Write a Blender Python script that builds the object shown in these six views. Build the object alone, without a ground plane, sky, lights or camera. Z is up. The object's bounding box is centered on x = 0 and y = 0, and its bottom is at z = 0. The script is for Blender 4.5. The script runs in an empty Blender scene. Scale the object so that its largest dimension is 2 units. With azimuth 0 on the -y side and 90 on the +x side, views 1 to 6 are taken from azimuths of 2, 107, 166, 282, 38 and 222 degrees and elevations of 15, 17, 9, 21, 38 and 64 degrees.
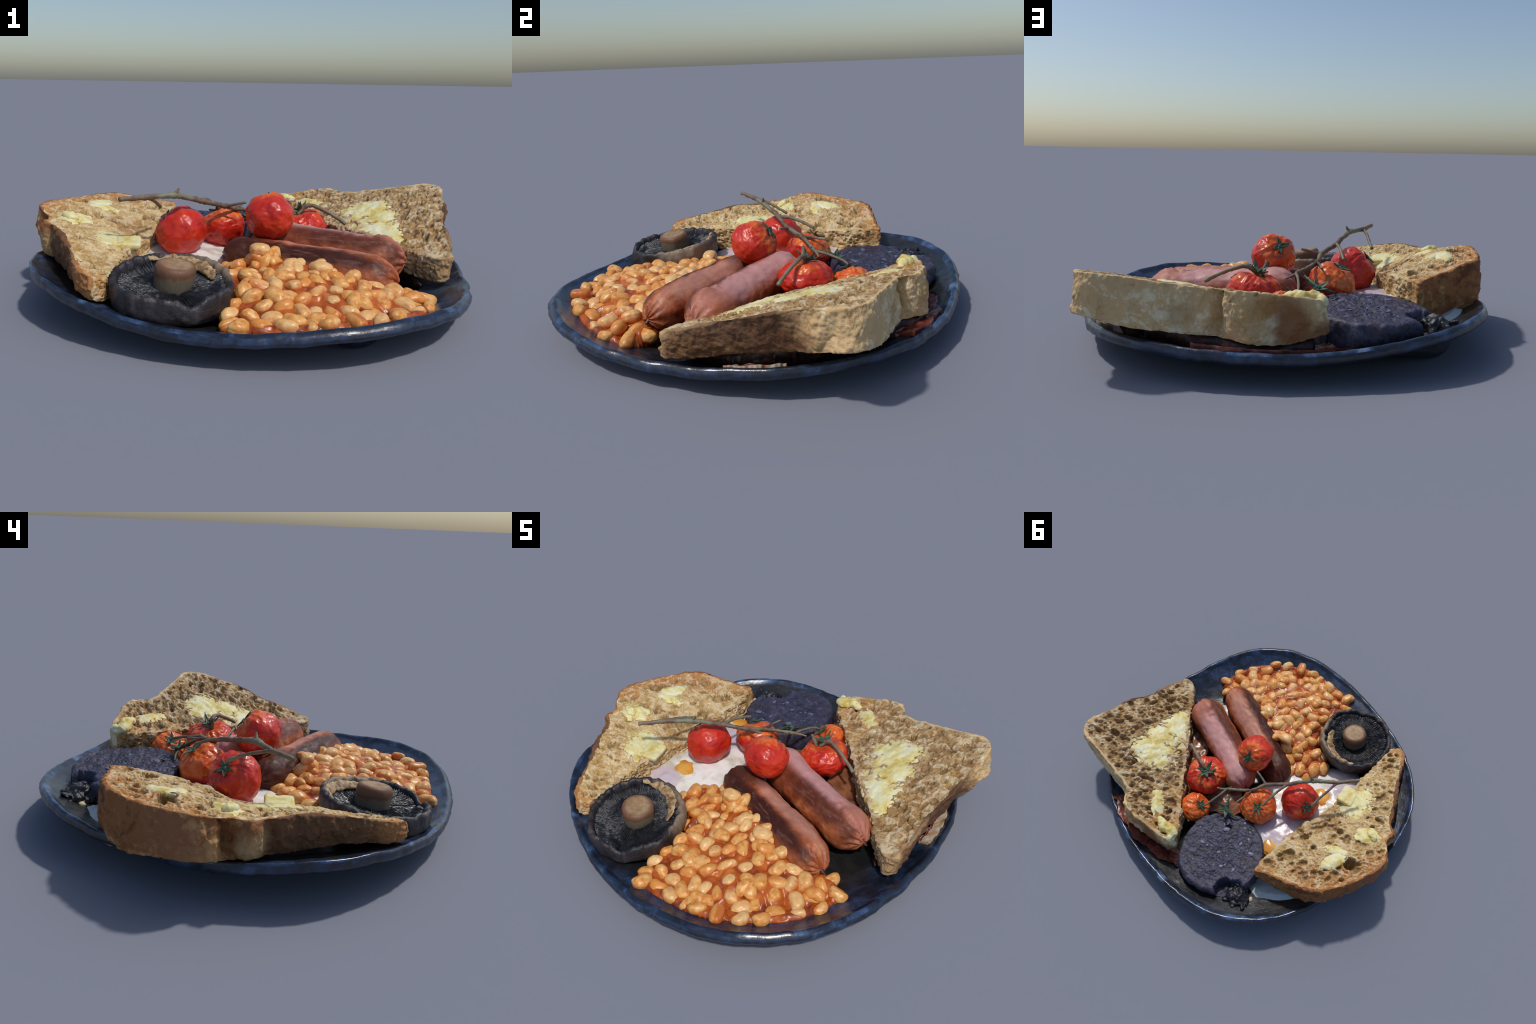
"""A cooked breakfast on a square-ish glazed stoneware plate.
Every food item that could be lifted off the plate is a top-level object of its own."""
import bpy, bmesh, math, random
import numpy as np
from mathutils import Vector, Matrix

rng = np.random.RandomState(11)
random.seed(11)
TAU = 2 * math.pi

# ------------------------------------------------------------------ noise ---
_perm = np.random.RandomState(3).permutation(512).astype(np.int64)
_grad = np.random.RandomState(4).normal(size=(512, 3))
_grad /= np.linalg.norm(_grad, axis=1, keepdims=True)
_jit = np.random.RandomState(5).rand(512, 3)


def _hash(i, seed):
    h = _perm[(i[..., 0] + seed * 17) & 511]
    h = _perm[(h + i[..., 1]) & 511]
    return _perm[(h + i[..., 2]) & 511]


def perlin(P, seed=0):
    P = np.asarray(P, float)
    i0 = np.floor(P).astype(np.int64)
    f = P - i0
    u = f * f * f * (f * (f * 6 - 15) + 10)
    out = np.zeros(len(P))
    for dx in (0, 1):
        for dy in (0, 1):
            for dz in (0, 1):
                d = np.array([dx, dy, dz])
                g = _grad[_hash(i0 + d, seed)]
                w = np.prod(np.where(d == 1, u, 1 - u), axis=1)
                out += w * (g * (f - d)).sum(1)
    return out * 1.5


def fbm(P, freq=1.0, octaves=4, seed=0, gain=0.5):
    P = np.asarray(P, float)
    tot, a = np.zeros(len(P)), 1.0
    for k in range(octaves):
        tot += a * perlin(P * freq + 31.7 * k, seed + k)
        a *= gain
        freq *= 2.03
    return tot


def ridged(P, freq, octaves=3, seed=0):
    P = np.asarray(P, float)
    tot, a = np.zeros(len(P)), 1.0
    for k in range(octaves):
        tot += a * (1 - 2.2 * np.abs(perlin(P * freq + 13.1 * k, seed + k)))
        a *= 0.5
        freq *= 2.0
    return tot


def worley(P, seed=0):
    """distance to the nearest and second nearest feature point"""
    P = np.asarray(P, float)
    i0 = np.floor(P).astype(np.int64)
    f1 = np.full(len(P), 9.0)
    f2 = np.full(len(P), 9.0)
    for dx in (-1, 0, 1):
        for dy in (-1, 0, 1):
            for dz in (-1, 0, 1):
                c = i0 + np.array([dx, dy, dz])
                q = c + _jit[_hash(c, seed)]
                d = np.linalg.norm(P - q, axis=1)
                near = d < f1
                f2 = np.where(near, f1, np.minimum(f2, d))
                f1 = np.where(near, d, f1)
    return f1, f2


def smooth01(t):
    t = np.clip(t, 0, 1)
    return t * t * (3 - 2 * t)


def xyz(x, y, z=0.0):
    x, y = np.asarray(x, float), np.asarray(y, float)
    return np.stack([x, y, np.broadcast_to(np.asarray(z, float), x.shape)], -1)


# --------------------------------------------------------------- surfaces ---
def tps(ctrl, lam=1e-4):
    """smooth height surface through a handful of (x, y, z) control points"""
    C = np.array(ctrl, float)
    X, z = C[:, :2], C[:, 2]

    def U(d2):
        return 0.5 * d2 * np.log(d2 + 1e-12)
    n = len(C)
    K = U(((X[:, None] - X[None]) ** 2).sum(2)) + lam * np.eye(n)
    Pm = np.hstack([np.ones((n, 1)), X])
    A = np.block([[K, Pm], [Pm.T, np.zeros((3, 3))]])
    w = np.linalg.solve(A, np.concatenate([z, np.zeros(3)]))

    def f(x, y):
        x, y = np.asarray(x, float), np.asarray(y, float)
        d2 = (x[..., None] - X[:, 0]) ** 2 + (y[..., None] - X[:, 1]) ** 2
        return U(d2) @ w[:n] + w[n] + w[n + 1] * x + w[n + 2] * y
    return f


def poly_sdf(x, y, poly):
    """signed distance to a closed outline, positive inside"""
    p = np.stack([np.ravel(x), np.ravel(y)], 1)
    V = np.array(poly, float)[:, :2]
    d = np.full(len(p), 9.0)
    inside = np.zeros(len(p), bool)
    for a, b in zip(V, np.roll(V, -1, 0)):
        e = b - a
        t = np.clip(((p - a) @ e) / max(e @ e, 1e-12), 0, 1)
        d = np.minimum(d, np.linalg.norm(p - a - t[:, None] * e, axis=1))
        cross = (a[1] > p[:, 1]) != (b[1] > p[:, 1])
        with np.errstate(divide="ignore", invalid="ignore"):
            xi = a[0] + (p[:, 1] - a[1]) / (b[1] - a[1]) * e[0]
        inside ^= cross & (p[:, 0] < xi)
    return np.where(inside, d, -d).reshape(np.shape(x))


def seg_dist(x, y, pts):
    """distance to an open polyline"""
    p = np.stack([np.ravel(x), np.ravel(y)], 1)
    V = np.array(pts, float)[:, :2]
    d = np.full(len(p), 9.0)
    for a, b in zip(V[:-1], V[1:]):
        e = b - a
        t = np.clip(((p - a) @ e) / max(e @ e, 1e-12), 0, 1)
        d = np.minimum(d, np.linalg.norm(p - a - t[:, None] * e, axis=1))
    return d.reshape(np.shape(x))


def spline(pts, n, closed=False):
    """Catmull-Rom resampling, any number of columns"""
    P = np.array(pts, float)
    m = len(P)
    segs = m if closed else m - 1
    out = []
    for t in np.linspace(0, segs, n, endpoint=not closed):
        i = min(int(t), segs - 1)
        f = t - i
        if closed:
            a, b, c, d = (P[(i + k) % m] for k in (-1, 0, 1, 2))
        else:
            a, b, c, d = (P[min(max(i + k, 0), m - 1)] for k in (-1, 0, 1, 2))
        out.append(0.5 * (2 * b + (c - a) * f + (2 * a - 5 * b + 4 * c - d) * f ** 2 + (3 * b - a - 3 * c + d) * f ** 3))
    return np.array(out)


# ----------------------------------------------------------------- meshes ---
def mesh_from(name, V, F, smooth=True):
    me = bpy.data.meshes.new(name)
    me.from_pydata(np.asarray(V, float).tolist(), [], [list(map(int, f)) for f in F])
    me.update()
    if smooth:
        me.shade_smooth()
    return me


def loft(rings, cap_start=True, cap_end=True, closed=True):
    R = [np.asarray(r, float) for r in rings]
    n = len(R[0])
    V = np.concatenate(R)
    F = []
    m = n if closed else n - 1
    for k in range(len(R) - 1):
        for i in range(m):
            j = (i + 1) % n
            F.append((k * n + i, k * n + j, (k + 1) * n + j, (k + 1) * n + i))
    V = list(V)
    if cap_start:
        V.append(R[0].mean(0))
        c = len(V) - 1
        F += [(c, (i + 1) % n, i) for i in range(n)]
    if cap_end:
        V.append(R[-1].mean(0))
        c = len(V) - 1
        b = (len(R) - 1) * n
        F += [(c, b + i, b + (i + 1) % n) for i in range(n)]
    return np.array(V), F


def merge(parts):
    V, F, o = [], [], 0
    for v, f in parts:
        V.append(np.asarray(v, float))
        F += [tuple(int(i) + o for i in q) for q in f]
        o += len(v)
    return np.concatenate(V), F


def frame(d):
    d = np.asarray(d, float) / np.linalg.norm(d)
    h = np.array([0, 0, 1.0]) if abs(d[2]) < 0.9 else np.array([1.0, 0, 0])
    a = np.cross(h, d)
    a /= np.linalg.norm(a)
    return a, np.cross(d, a), d


def tube(pts, radii, sides=12, n=None, seed=0, rough=0.0):
    """a round twig through points; radii is a list matching the points"""
    P = np.column_stack([np.array(pts, float), np.array(radii, float)])
    if len(P) > 2 or n:
        P = spline(P, n or 6 * len(P))
    C, r = P[:, :3], P[:, 3]
    T = np.gradient(C, axis=0)
    a, _, _ = frame(T[0])
    rings = []
    for k in range(len(C)):
        t = T[k] / np.linalg.norm(T[k])
        a = a - t * (a @ t)
        a /= np.linalg.norm(a)
        b = np.cross(t, a)
        th = np.arange(sides) / sides * TAU
        ring = C[k] + r[k] * (np.cos(th)[:, None] * a + np.sin(th)[:, None] * b)
        if rough:
            ring += (ring - C[k]) * (rough * fbm(ring, 60, 2, seed))[:, None]
        rings.append(ring)
    return loft(rings)


def ball(sub=4):
    bm = bmesh.new()
    bmesh.ops.create_icosphere(bm, subdivisions=sub, radius=1.0)
    V = np.array([v.co[:] for v in bm.verts])
    F = [tuple(v.index for v in f.verts) for f in bm.faces]
    bm.free()
    return V, F


BALL = {k: ball(k) for k in (2, 3, 4, 5, 6)}


def arrays(me):
    V = np.empty(len(me.vertices) * 3)
    me.vertices.foreach_get("co", V)
    return V.reshape(-1, 3), [tuple(p.vertices) for p in me.polygons]


def normals_of(V, F):
    N = np.zeros_like(V)
    by = {}
    for f in F:
        by.setdefault(len(f), []).append(f)
    for k, fs in by.items():
        fs = np.array(fs)
        a = V[fs]
        nn = np.cross(a[:, 2 % k] - a[:, 0], a[:, -1] - a[:, 1]) if k > 3 else np.cross(a[:, 1] - a[:, 0], a[:, 2] - a[:, 0])
        for j in range(k):
            for c in range(3):
                N[:, c] += np.bincount(fs[:, j], nn[:, c], len(V))
    return N / np.maximum(np.linalg.norm(N, axis=1, keepdims=True), 1e-12)


def relax(V, F, times=3, amount=0.5):
    by = {}
    for f in F:
        by.setdefault(len(f), []).append(f)
    E = []
    for k, fs in by.items():
        fs = np.array(fs)
        E += [np.stack([fs[:, j], fs[:, (j + 1) % k]], 1) for j in range(k)]
    E = np.sort(np.concatenate(E), 1)
    E = np.unique(E[:, 0].astype(np.int64) * len(V) + E[:, 1])
    E = np.stack([E // len(V), E % len(V)], 1)
    cnt = np.bincount(E.ravel(), minlength=len(V)).astype(float)[:, None]
    for _ in range(times):
        S = np.stack([np.bincount(E[:, 0], V[E[:, 1], c], len(V)) + np.bincount(E[:, 1], V[E[:, 0], c], len(V)) for c in range(V.shape[1])], 1)
        V = V + amount * (S / np.maximum(cnt, 1) - V)
    return V


def remesh(V, F, voxel):
    """fuse overlapping closed shapes into one even skin"""
    me = mesh_from("fuse", V, F)
    ob = bpy.data.objects.new("fuse", me)
    bpy.context.scene.collection.objects.link(ob)
    m = ob.modifiers.new("fuse", "REMESH")
    m.mode = "VOXEL"
    m.voxel_size = voxel
    dg = bpy.context.evaluated_depsgraph_get()
    out = bpy.data.meshes.new_from_object(ob.evaluated_get(dg))
    R = arrays(out)
    bpy.data.objects.remove(ob)
    bpy.data.meshes.remove(out)
    bpy.data.meshes.remove(me)
    return R


def solid_field(xr, yr, res, top, bottom, keep):
    """closed solid between two height functions, over the grid cells where keep > 0"""
    xs = np.arange(xr[0], xr[1] + res, res)
    ys = np.arange(yr[0], yr[1] + res, res)
    X, Y = np.meshgrid(xs, ys, indexing="ij")
    K = keep(X, Y) > 0
    cell = K[:-1, :-1] & K[1:, :-1] & K[:-1, 1:] & K[1:, 1:]
    ii, jj = np.nonzero(cell)
    ny = len(ys)
    quads = np.stack([ii * ny + jj, (ii + 1) * ny + jj, (ii + 1) * ny + jj + 1, ii * ny + jj + 1], 1)
    used = np.unique(quads)
    idx = np.full(X.size, -1)
    idx[used] = np.arange(len(used))
    q = idx[quads]
    n = len(used)
    x, y = X.ravel()[used], Y.ravel()[used]
    V = np.concatenate([xyz(x, y, top(x, y)), xyz(x, y, bottom(x, y))])
    F = [tuple(r) for r in q] + [tuple(r[::-1] + n) for r in q]
    edges = {}
    for r in q:
        for a, b in zip(r, np.roll(r, -1)):
            if (b, a) in edges:
                del edges[(b, a)]
            else:
                edges[(a, b)] = 1
    F += [(b, a, a + n, b + n) for a, b in edges]
    return V, F


# -------------------------------------------------------------- materials ---
class Paint:
    """small wrapper for building a Principled material out of procedural nodes"""

    def __init__(s, name, origin=(0, 0, 0)):
        s.m = bpy.data.materials.new(name)
        s.m.use_nodes = True
        s.t = s.m.node_tree
        s.t.nodes.clear()
        s.out = s.n("ShaderNodeOutputMaterial")
        s.b = s.n("ShaderNodeBsdfPrincipled")
        s.link(s.b.outputs[0], s.out.inputs[0])
        tc = s.n("ShaderNodeTexCoord").outputs["Object"]
        s.local = tc
        a = s.n("ShaderNodeVectorMath")
        a.operation = "ADD"
        s.link(tc, a.inputs[0])
        a.inputs[1].default_value = origin
        s.co = a.outputs[0]

    def n(s, kind):
        return s.t.nodes.new(kind)

    def link(s, a, b):
        s.t.links.new(a, b)

    def put(s, v, sock):
        if hasattr(v, "is_linked"):
            s.link(v, sock)
        elif isinstance(v, (tuple, list)) and len(v) == 3 and sock.type == "RGBA":
            sock.default_value = (*v, 1)
        else:
            sock.default_value = v

    def scaled(s, sc, vec=None, rot=(0, 0, 0), loc=(0, 0, 0)):
        m = s.n("ShaderNodeMapping")
        s.link(vec or s.co, m.inputs[0])
        m.inputs["Scale"].default_value = sc
        m.inputs["Rotation"].default_value = rot
        m.inputs["Location"].default_value = loc
        return m.outputs[0]

    def noise(s, scale, detail=4, rough=0.55, dist=0.0, vec=None):
        n = s.n("ShaderNodeTexNoise")
        s.link(vec or s.co, n.inputs["Vector"])
        for k, v in (("Scale", scale), ("Detail", detail), ("Roughness", rough), ("Distortion", dist)):
            n.inputs[k].default_value = v
        return n.outputs["Fac"]

    def voro(s, scale, feature="F1", vec=None, out="Distance", rand=1.0):
        n = s.n("ShaderNodeTexVoronoi")
        n.feature = feature
        s.link(vec or s.co, n.inputs["Vector"])
        n.inputs["Scale"].default_value = scale
        n.inputs["Randomness"].default_value = rand
        return n.outputs[out]

    def math(s, op, a, b=0.0, clamp=False):
        n = s.n("ShaderNodeMath")
        n.operation = op
        n.use_clamp = clamp
        s.put(a, n.inputs[0])
        s.put(b, n.inputs[1])
        return n.outputs[0]

    def step(s, v, lo, hi, a=0.0, b=1.0):
        n = s.n("ShaderNodeMapRange")
        n.interpolation_type = "SMOOTHSTEP"
        s.put(v, n.inputs["Value"])
        for k, q in (("From Min", lo), ("From Max", hi), ("To Min", a), ("To Max", b)):
            n.inputs[k].default_value = q
        return n.outputs["Result"]

    def ramp(s, fac, stops):
        n = s.n("ShaderNodeValToRGB")
        e = n.color_ramp.elements
        while len(e) < len(stops):
            e.new(0.5)
        for k, (p, c) in zip(e, stops):
            k.position = p
            k.color = (*c, 1)
        s.link(fac, n.inputs[0])
        return n.outputs[0]

    def mix(s, fac, a, b, mode="MIX"):
        n = s.n("ShaderNodeMix")
        n.data_type = "RGBA"
        n.blend_type = mode
        s.put(fac, n.inputs[0])
        s.put(a, n.inputs[6])
        s.put(b, n.inputs[7])
        return n.outputs[2]

    def axis(s, i, vec=None):
        n = s.n("ShaderNodeSeparateXYZ")
        s.link(vec or s.co, n.inputs[0])
        return n.outputs[i]

    def ball(s, c, r, soft=0.5, warp=0.0, squash=(1, 1, 1), scale=9):
        """1 inside an ellipsoidal region, fading to 0, its edge broken up by noise"""
        sub = s.n("ShaderNodeVectorMath")
        sub.operation = "SUBTRACT"
        s.link(s.co, sub.inputs[0])
        sub.inputs[1].default_value = c
        mul = s.n("ShaderNodeVectorMath")
        mul.operation = "MULTIPLY"
        s.link(sub.outputs[0], mul.inputs[0])
        mul.inputs[1].default_value = [q / r for q in squash]
        le = s.n("ShaderNodeVectorMath")
        le.operation = "LENGTH"
        s.link(mul.outputs[0], le.inputs[0])
        d = le.outputs["Value"]
        if warp:
            d = s.math("ADD", d, s.math("MULTIPLY", s.math("SUBTRACT", s.noise(scale, 4, 0.6), 0.5), warp))
        return s.step(d, 1 - soft, 1 + soft, 1.0, 0.0)

    def bump(s, h, strength=0.3, dist=0.01):
        n = s.n("ShaderNodeBump")
        n.inputs["Strength"].default_value = strength
        n.inputs["Distance"].default_value = dist
        s.link(h, n.inputs["Height"])
        s.link(n.outputs[0], s.b.inputs["Normal"])

    def set(s, **kw):
        for k, v in kw.items():
            s.put(v, s.b.inputs[{"color": "Base Color", "rough": "Roughness", "spec": "Specular IOR Level", "coat": "Coat Weight",
                                 "coat_rough": "Coat Roughness", "sss": "Subsurface Weight", "sss_scale": "Subsurface Scale",
                                 "sss_radius": "Subsurface Radius", "trans": "Transmission Weight", "metal": "Metallic",
                                 "sheen": "Sheen Weight", "ior": "IOR"}[k]])
        return s.m

    def random(s):
        return s.n("ShaderNodeObjectInfo").outputs["Random"]


# ---------------------------------------------------------------- objects ---
def thing(name, loc, label, category):
    e = bpy.data.objects.new(name, None)
    e.empty_display_size = 0.05
    bpy.context.scene.collection.objects.link(e)
    e.location = loc
    e["label"], e["category"] = label, category
    e["origin"] = [float(q) for q in loc]
    return e


def part(name, parent, mesh, material=None, local=None, stuff=False):
    """a mesh given in world coordinates becomes a child of its thing (or, with
    local set to a matrix, keeps its own frame)"""
    o = bpy.data.objects.new(name, mesh)
    bpy.context.scene.collection.objects.link(o)
    o.parent = parent
    if local is not None:
        o.matrix_basis = local
    if material and not mesh.materials:
        mesh.materials.append(material)
    if stuff:
        o["kind"] = "stuff"
    return o


def child(name, parent, V, F, material, stuff=False, smooth=True):
    L = np.array(parent["origin"]) if "origin" in parent else np.zeros(3)
    return part(name, parent, mesh_from(name, np.asarray(V) - L, F, smooth), material, stuff=stuff)


def split_body(parent, V, F, labels, names, mats):
    """one smooth body cut by region into parts whose seam vertices and normals agree"""
    L = np.array(parent["origin"])
    N = normals_of(V, F)
    labels = np.asarray(labels)
    obs = []
    for k, (nm, mt) in enumerate(zip(names, mats)):
        if not (labels == k).any():
            continue
        fs = [F[i] for i in np.nonzero(labels == k)[0]]
        used = np.unique(np.concatenate([np.array(f) for f in fs]))
        idx = {int(u): i for i, u in enumerate(used)}
        me = mesh_from(nm, V[used] - L, [[idx[int(i)] for i in f] for f in fs])
        me.normals_split_custom_set_from_vertices(N[used].tolist())
        obs.append(part(nm, parent, me, mt))
    return obs


# =================================================================== plate ===
# The lip is a rounded square: radius and height around the plate as short
# Fourier series about its own centre.  The plate leans a little.
PC = (-0.03, 0.0)
R_SERIES = [0.9682, 0.0542, 0.0059, 0.0078, 0.0048, -0.0023, -0.0055, -0.0236, 0.0218, -0.0044, -0.0028, -0.0006, 0.0031]
Z_SERIES = [0.1601, -0.0298, 0.0034, 0.0036, -0.003, -0.0021, -0.005, -0.0161, 0.0147]


def series(c, th):
    v = c[0] + 0 * th
    for k in range(1, (len(c) + 1) // 2):
        v = v + c[2 * k - 1] * np.cos(k * th) + c[2 * k] * np.sin(k * th)
    return v




def plate_z(x, y):
    """height of the eating surface"""
    x, y = np.asarray(x, float) - PC[0], np.asarray(y, float) - PC[1]
    th = np.arctan2(y, x)
    t = np.hypot(x, y) / series(R_SERIES, th)
    zr = series(Z_SERIES, th)
    k = 0.5 - 0.5 * np.cos(th - 0.35)
    k = np.clip(k + 0.8 * np.exp(-((th - 0.9) / 0.45) ** 2), 0, 1)
    floor = 0.040 - 0.030 * x
    start = 0.66 - 0.16 * k
    g = np.clip((t - start) / (1 - start), 0, 1.05)
    return floor + (zr - floor) * g ** (2.0 - 0.7 * k)


def glaze(origin):
    p = Paint("stoneware_glaze", origin)
    big = p.noise(2.2, 3, 0.6)
    fine = p.noise(14, 5, 0.65, 0.6)
    streak = p.noise(9, 5, 0.6, 1.2, p.scaled((1, 1, 3)))
    blue = p.ramp(p.math("ADD", p.math("MULTIPLY", fine, 0.6), p.math("MULTIPLY", big, 0.4)),
                  [(0.38, (0.007, 0.009, 0.015)), (0.48, (0.011, 0.017, 0.034)), (0.57, (0.020, 0.040, 0.092)), (0.66, (0.045, 0.090, 0.19)), (0.78, (0.10, 0.16, 0.26))])
    dark = p.ramp(streak, [(0.35, (0.010, 0.011, 0.013)), (0.7, (0.026, 0.024, 0.022))])
    # blue glaze and painted blue highlights on the wall and lip, the well and the back stay brown-black
    r = p.math("SUBTRACT", 1.0, p.ball((PC[0] - 0.02, PC[1] + 0.02, 0.1), 0.86, 0.07, 0.30, (1, 1, 0.4), 4))
    back = p.step(p.math("ADD", p.axis(1), p.math("MULTIPLY", big, 0.5)), 0.35, 0.75)
    lip = p.ball((PC[0], PC[1], 0.1), 0.945, 0.03, 0.08, (1, 1, 0.2), 6)
    m = p.math("MULTIPLY", r, p.math("SUBTRACT", 1.0, p.math("MULTIPLY", back, p.math("MULTIPLY", lip, 0.9))))
    c = p.mix(m, dark, blue)
    worn = p.step(p.noise(30, 4, 0.7), 0.62, 0.74)
    c = p.mix(p.math("MULTIPLY", worn, 0.25), c, (0.13, 0.11, 0.09))
    p.bump(p.math("ADD", p.noise(26, 4, 0.6), streak), 0.25, 0.01)
    return p.set(color=c, rough=p.ramp(fine, [(0.3, (0.24,) * 3), (0.7, (0.42,) * 3)]), spec=0.55, coat=0.25, coat_rough=0.18)


def build_plate():
    n = 360
    th = np.arange(n) / n * TAU
    R, Z = series(R_SERIES, th), series(Z_SERIES, th)
    # the lip is hand cut: little nicks and dips
    circ = xyz(np.cos(th), np.sin(th))
    R = R + 0.006 * fbm(circ, 7, 3, 2) + 0.003 * fbm(circ, 30, 2, 5)
    Zl = Z + 0.004 * fbm(circ, 6, 3, 8)
    rings = []

    def ring(rad, z):
        x, y = PC[0] + rad * np.cos(th), PC[1] + rad * np.sin(th)
        rings.append(xyz(x, y, z))
    for t in np.concatenate([np.linspace(0.04, 0.6, 10), np.linspace(0.64, 0.965, 22)]):
        x, y = PC[0] + t * R * np.cos(th), PC[1] + t * R * np.sin(th)
        P = xyz(x, y)
        rings.append(xyz(x, y, plate_z(x, y) + 0.005 * fbm(P, 5, 3, 12) * smooth01((t - 0.3) * 2)))
    lip_from = len(rings) - 1
    ring(R - 0.022, Zl - 0.006)
    ring(R - 0.012, Zl)
    ring(R - 0.004, Zl - 0.001)
    # the outside of the wall swells below the lip, most on the bean side
    swell = 0.0105 + 0.007 * np.cos(th) - 0.002 * np.sin(th) - 0.007 * np.cos(2 * th) - 0.005 * np.sin(2 * th)
    band = 0.051 + 0.005 * np.exp(-(np.angle(np.exp(1j * (th + math.radians(60)))) / 0.8) ** 2)
    ring(R + 0.4 * swell, Zl - 0.17 * band)
    lip_to = len(rings) - 1
    ring(R + swell, Zl - 0.46 * band)
    ring(R + 0.7 * swell, Zl - 0.77 * band)
    ring(R - 0.012, Zl - band)

    def under(t):
        return plate_z(PC[0] + t * R * np.cos(th), PC[1] + t * R * np.sin(th)) - 0.015
    for t in (0.955, 0.92, 0.88, 0.84):
        ring(R * t, np.minimum(under(t) - 0.004 * smooth01((t - 0.84) * 10), Zl - band - 0.004))
    # low foot: only parts of the ring reach the table, as the plate leans
    stand = sum(np.exp(-(np.angle(np.exp(1j * (th - math.radians(a0)))) / math.radians(w)) ** 2) for a0, w in ((3, 13), (125, 15), (-57, 8)))
    zf = np.clip(under(0.80) - 0.012, 0.004, 0.08) * np.clip(1 - stand, 0, 1)
    rf = 0.815 + 0.030 * np.exp(-(np.angle(np.exp(1j * (th - math.radians(125)))) / 0.35) ** 2) + 0.012 * fbm(circ, 3, 3, 17)
    ring((rf + 0.02) * R, np.minimum(under(0.835), zf + 0.030))
    ring((rf + 0.01) * R, zf + 0.006)
    ring(rf * R, zf)
    ring(0.775 * R, zf)
    ring(0.755 * R, np.minimum(zf + 0.008, under(0.755) + 0.004))
    ring(0.6 * R, 0.008)
    ring(0.1 * R, 0.008)
    V, F = loft(rings)
    o = thing("plate", (PC[0], PC[1], 0), "rounded square dark blue glazed stoneware plate", "plate")
    row = np.array([min(f) // n for f in F])
    g = Paint("lip_highlight_glaze", (PC[0], PC[1], 0))
    # lip glaze: highlights painted as pale blue mottling over near black
    c = g.ramp(g.noise(5.5, 6, 0.65, 0.8), [(0.42, (0.008, 0.011, 0.020)), (0.52, (0.016, 0.028, 0.060)), (0.61, (0.045, 0.085, 0.18)), (0.72, (0.16, 0.23, 0.35))])
    g.bump(g.noise(40, 4, 0.6), 0.25, 0.006)
    lip = g.set(color=c, rough=0.26, spec=0.55, coat=0.2, coat_rough=0.15)
    split_body(o, V, F, np.where((row >= lip_from) & (row < lip_to), 1, 0), ("dish", "lip"), (glaze((PC[0], PC[1], 0)), lip))


build_plate()


# =================================================================== toast ===
def crumb_paint(origin, golden, pale, spots, stretch=(1, 1, 0), cells=1.0):
    p = Paint("toasted_crumb", origin)
    sv = p.scaled((stretch[0], stretch[1], 1), None, (0, 0, -stretch[2]))
    n1 = p.noise(11, 5, 0.65, 0.4)
    n2 = p.noise(60, 4, 0.7)
    n = p.math("ADD", p.math("MULTIPLY", n1, 0.6), p.math("MULTIPLY", n2, 0.4))
    c = p.ramp(n, [(0.34, (0.25, 0.125, 0.042)), (0.43, golden), (0.52, pale), (0.62, tuple(min(0.9, q * 1.35) for q in pale)), (0.72, (0.80, 0.71, 0.52))])
    soak = p.step(p.noise(6, 3, 0.6), 0.50, 0.66)
    c = p.mix(p.math("MULTIPLY", soak, 0.38), c, (0.56, 0.34, 0.10))
    toasting = p.step(p.noise(4.2, 4, 0.65, 0.5), 0.46, 0.66)
    c = p.mix(p.math("MULTIPLY", toasting, 0.42), c, (0.33, 0.165, 0.055))
    for cc, r, col, amt in spots:
        c = p.mix(p.math("MULTIPLY", p.ball(cc, r, 0.35, 0.9, (1, 1, 0.6), 12), amt), c, col)
    # bubble structure: thin pale walls round darker cells, coarse and fine
    c1, c2 = p.voro(34, "F1", sv), p.voro(85, "F1", sv)
    cell = p.math("MULTIPLY", p.step(c1, 0.02, 0.36, 1.0, 0.0), p.step(p.noise(13, 3, 0.6), 0.44, 0.62))
    c = p.mix(p.math("MULTIPLY", cell, 0.66 * cells), c, (0.20, 0.105, 0.036))
    c = p.mix(p.math("MULTIPLY", p.step(c2, 0.0, 0.30, 1.0, 0.0), 0.40 * cells), c, (0.27, 0.15, 0.055))
    wall = p.step(c1, 0.50, 0.72)
    c = p.mix(p.math("MULTIPLY", wall, 0.5), c, (0.80, 0.68, 0.46))
    p.bump(p.math("ADD", p.math("ADD", p.noise(150, 3, 0.7), p.math("MULTIPLY", n2, 1.5)), p.math("ADD", c1, c2)), 0.6, 0.007)
    return p.set(color=c, rough=0.78, spec=0.2)


def pore_paint(origin, deep, rim_c):
    p = Paint("pore_wall", origin)
    c = p.ramp(p.noise(45, 4, 0.65), [(0.35, deep), (0.52, tuple(0.5 * (a + b) for a, b in zip(deep, rim_c))), (0.68, rim_c)])  # butter-soaked brown, darkened further to put the pore's shade into the colour
    p.bump(p.noise(120, 3, 0.6), 0.3, 0.004)
    return p.set(color=c, rough=0.6, spec=0.3)


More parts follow.
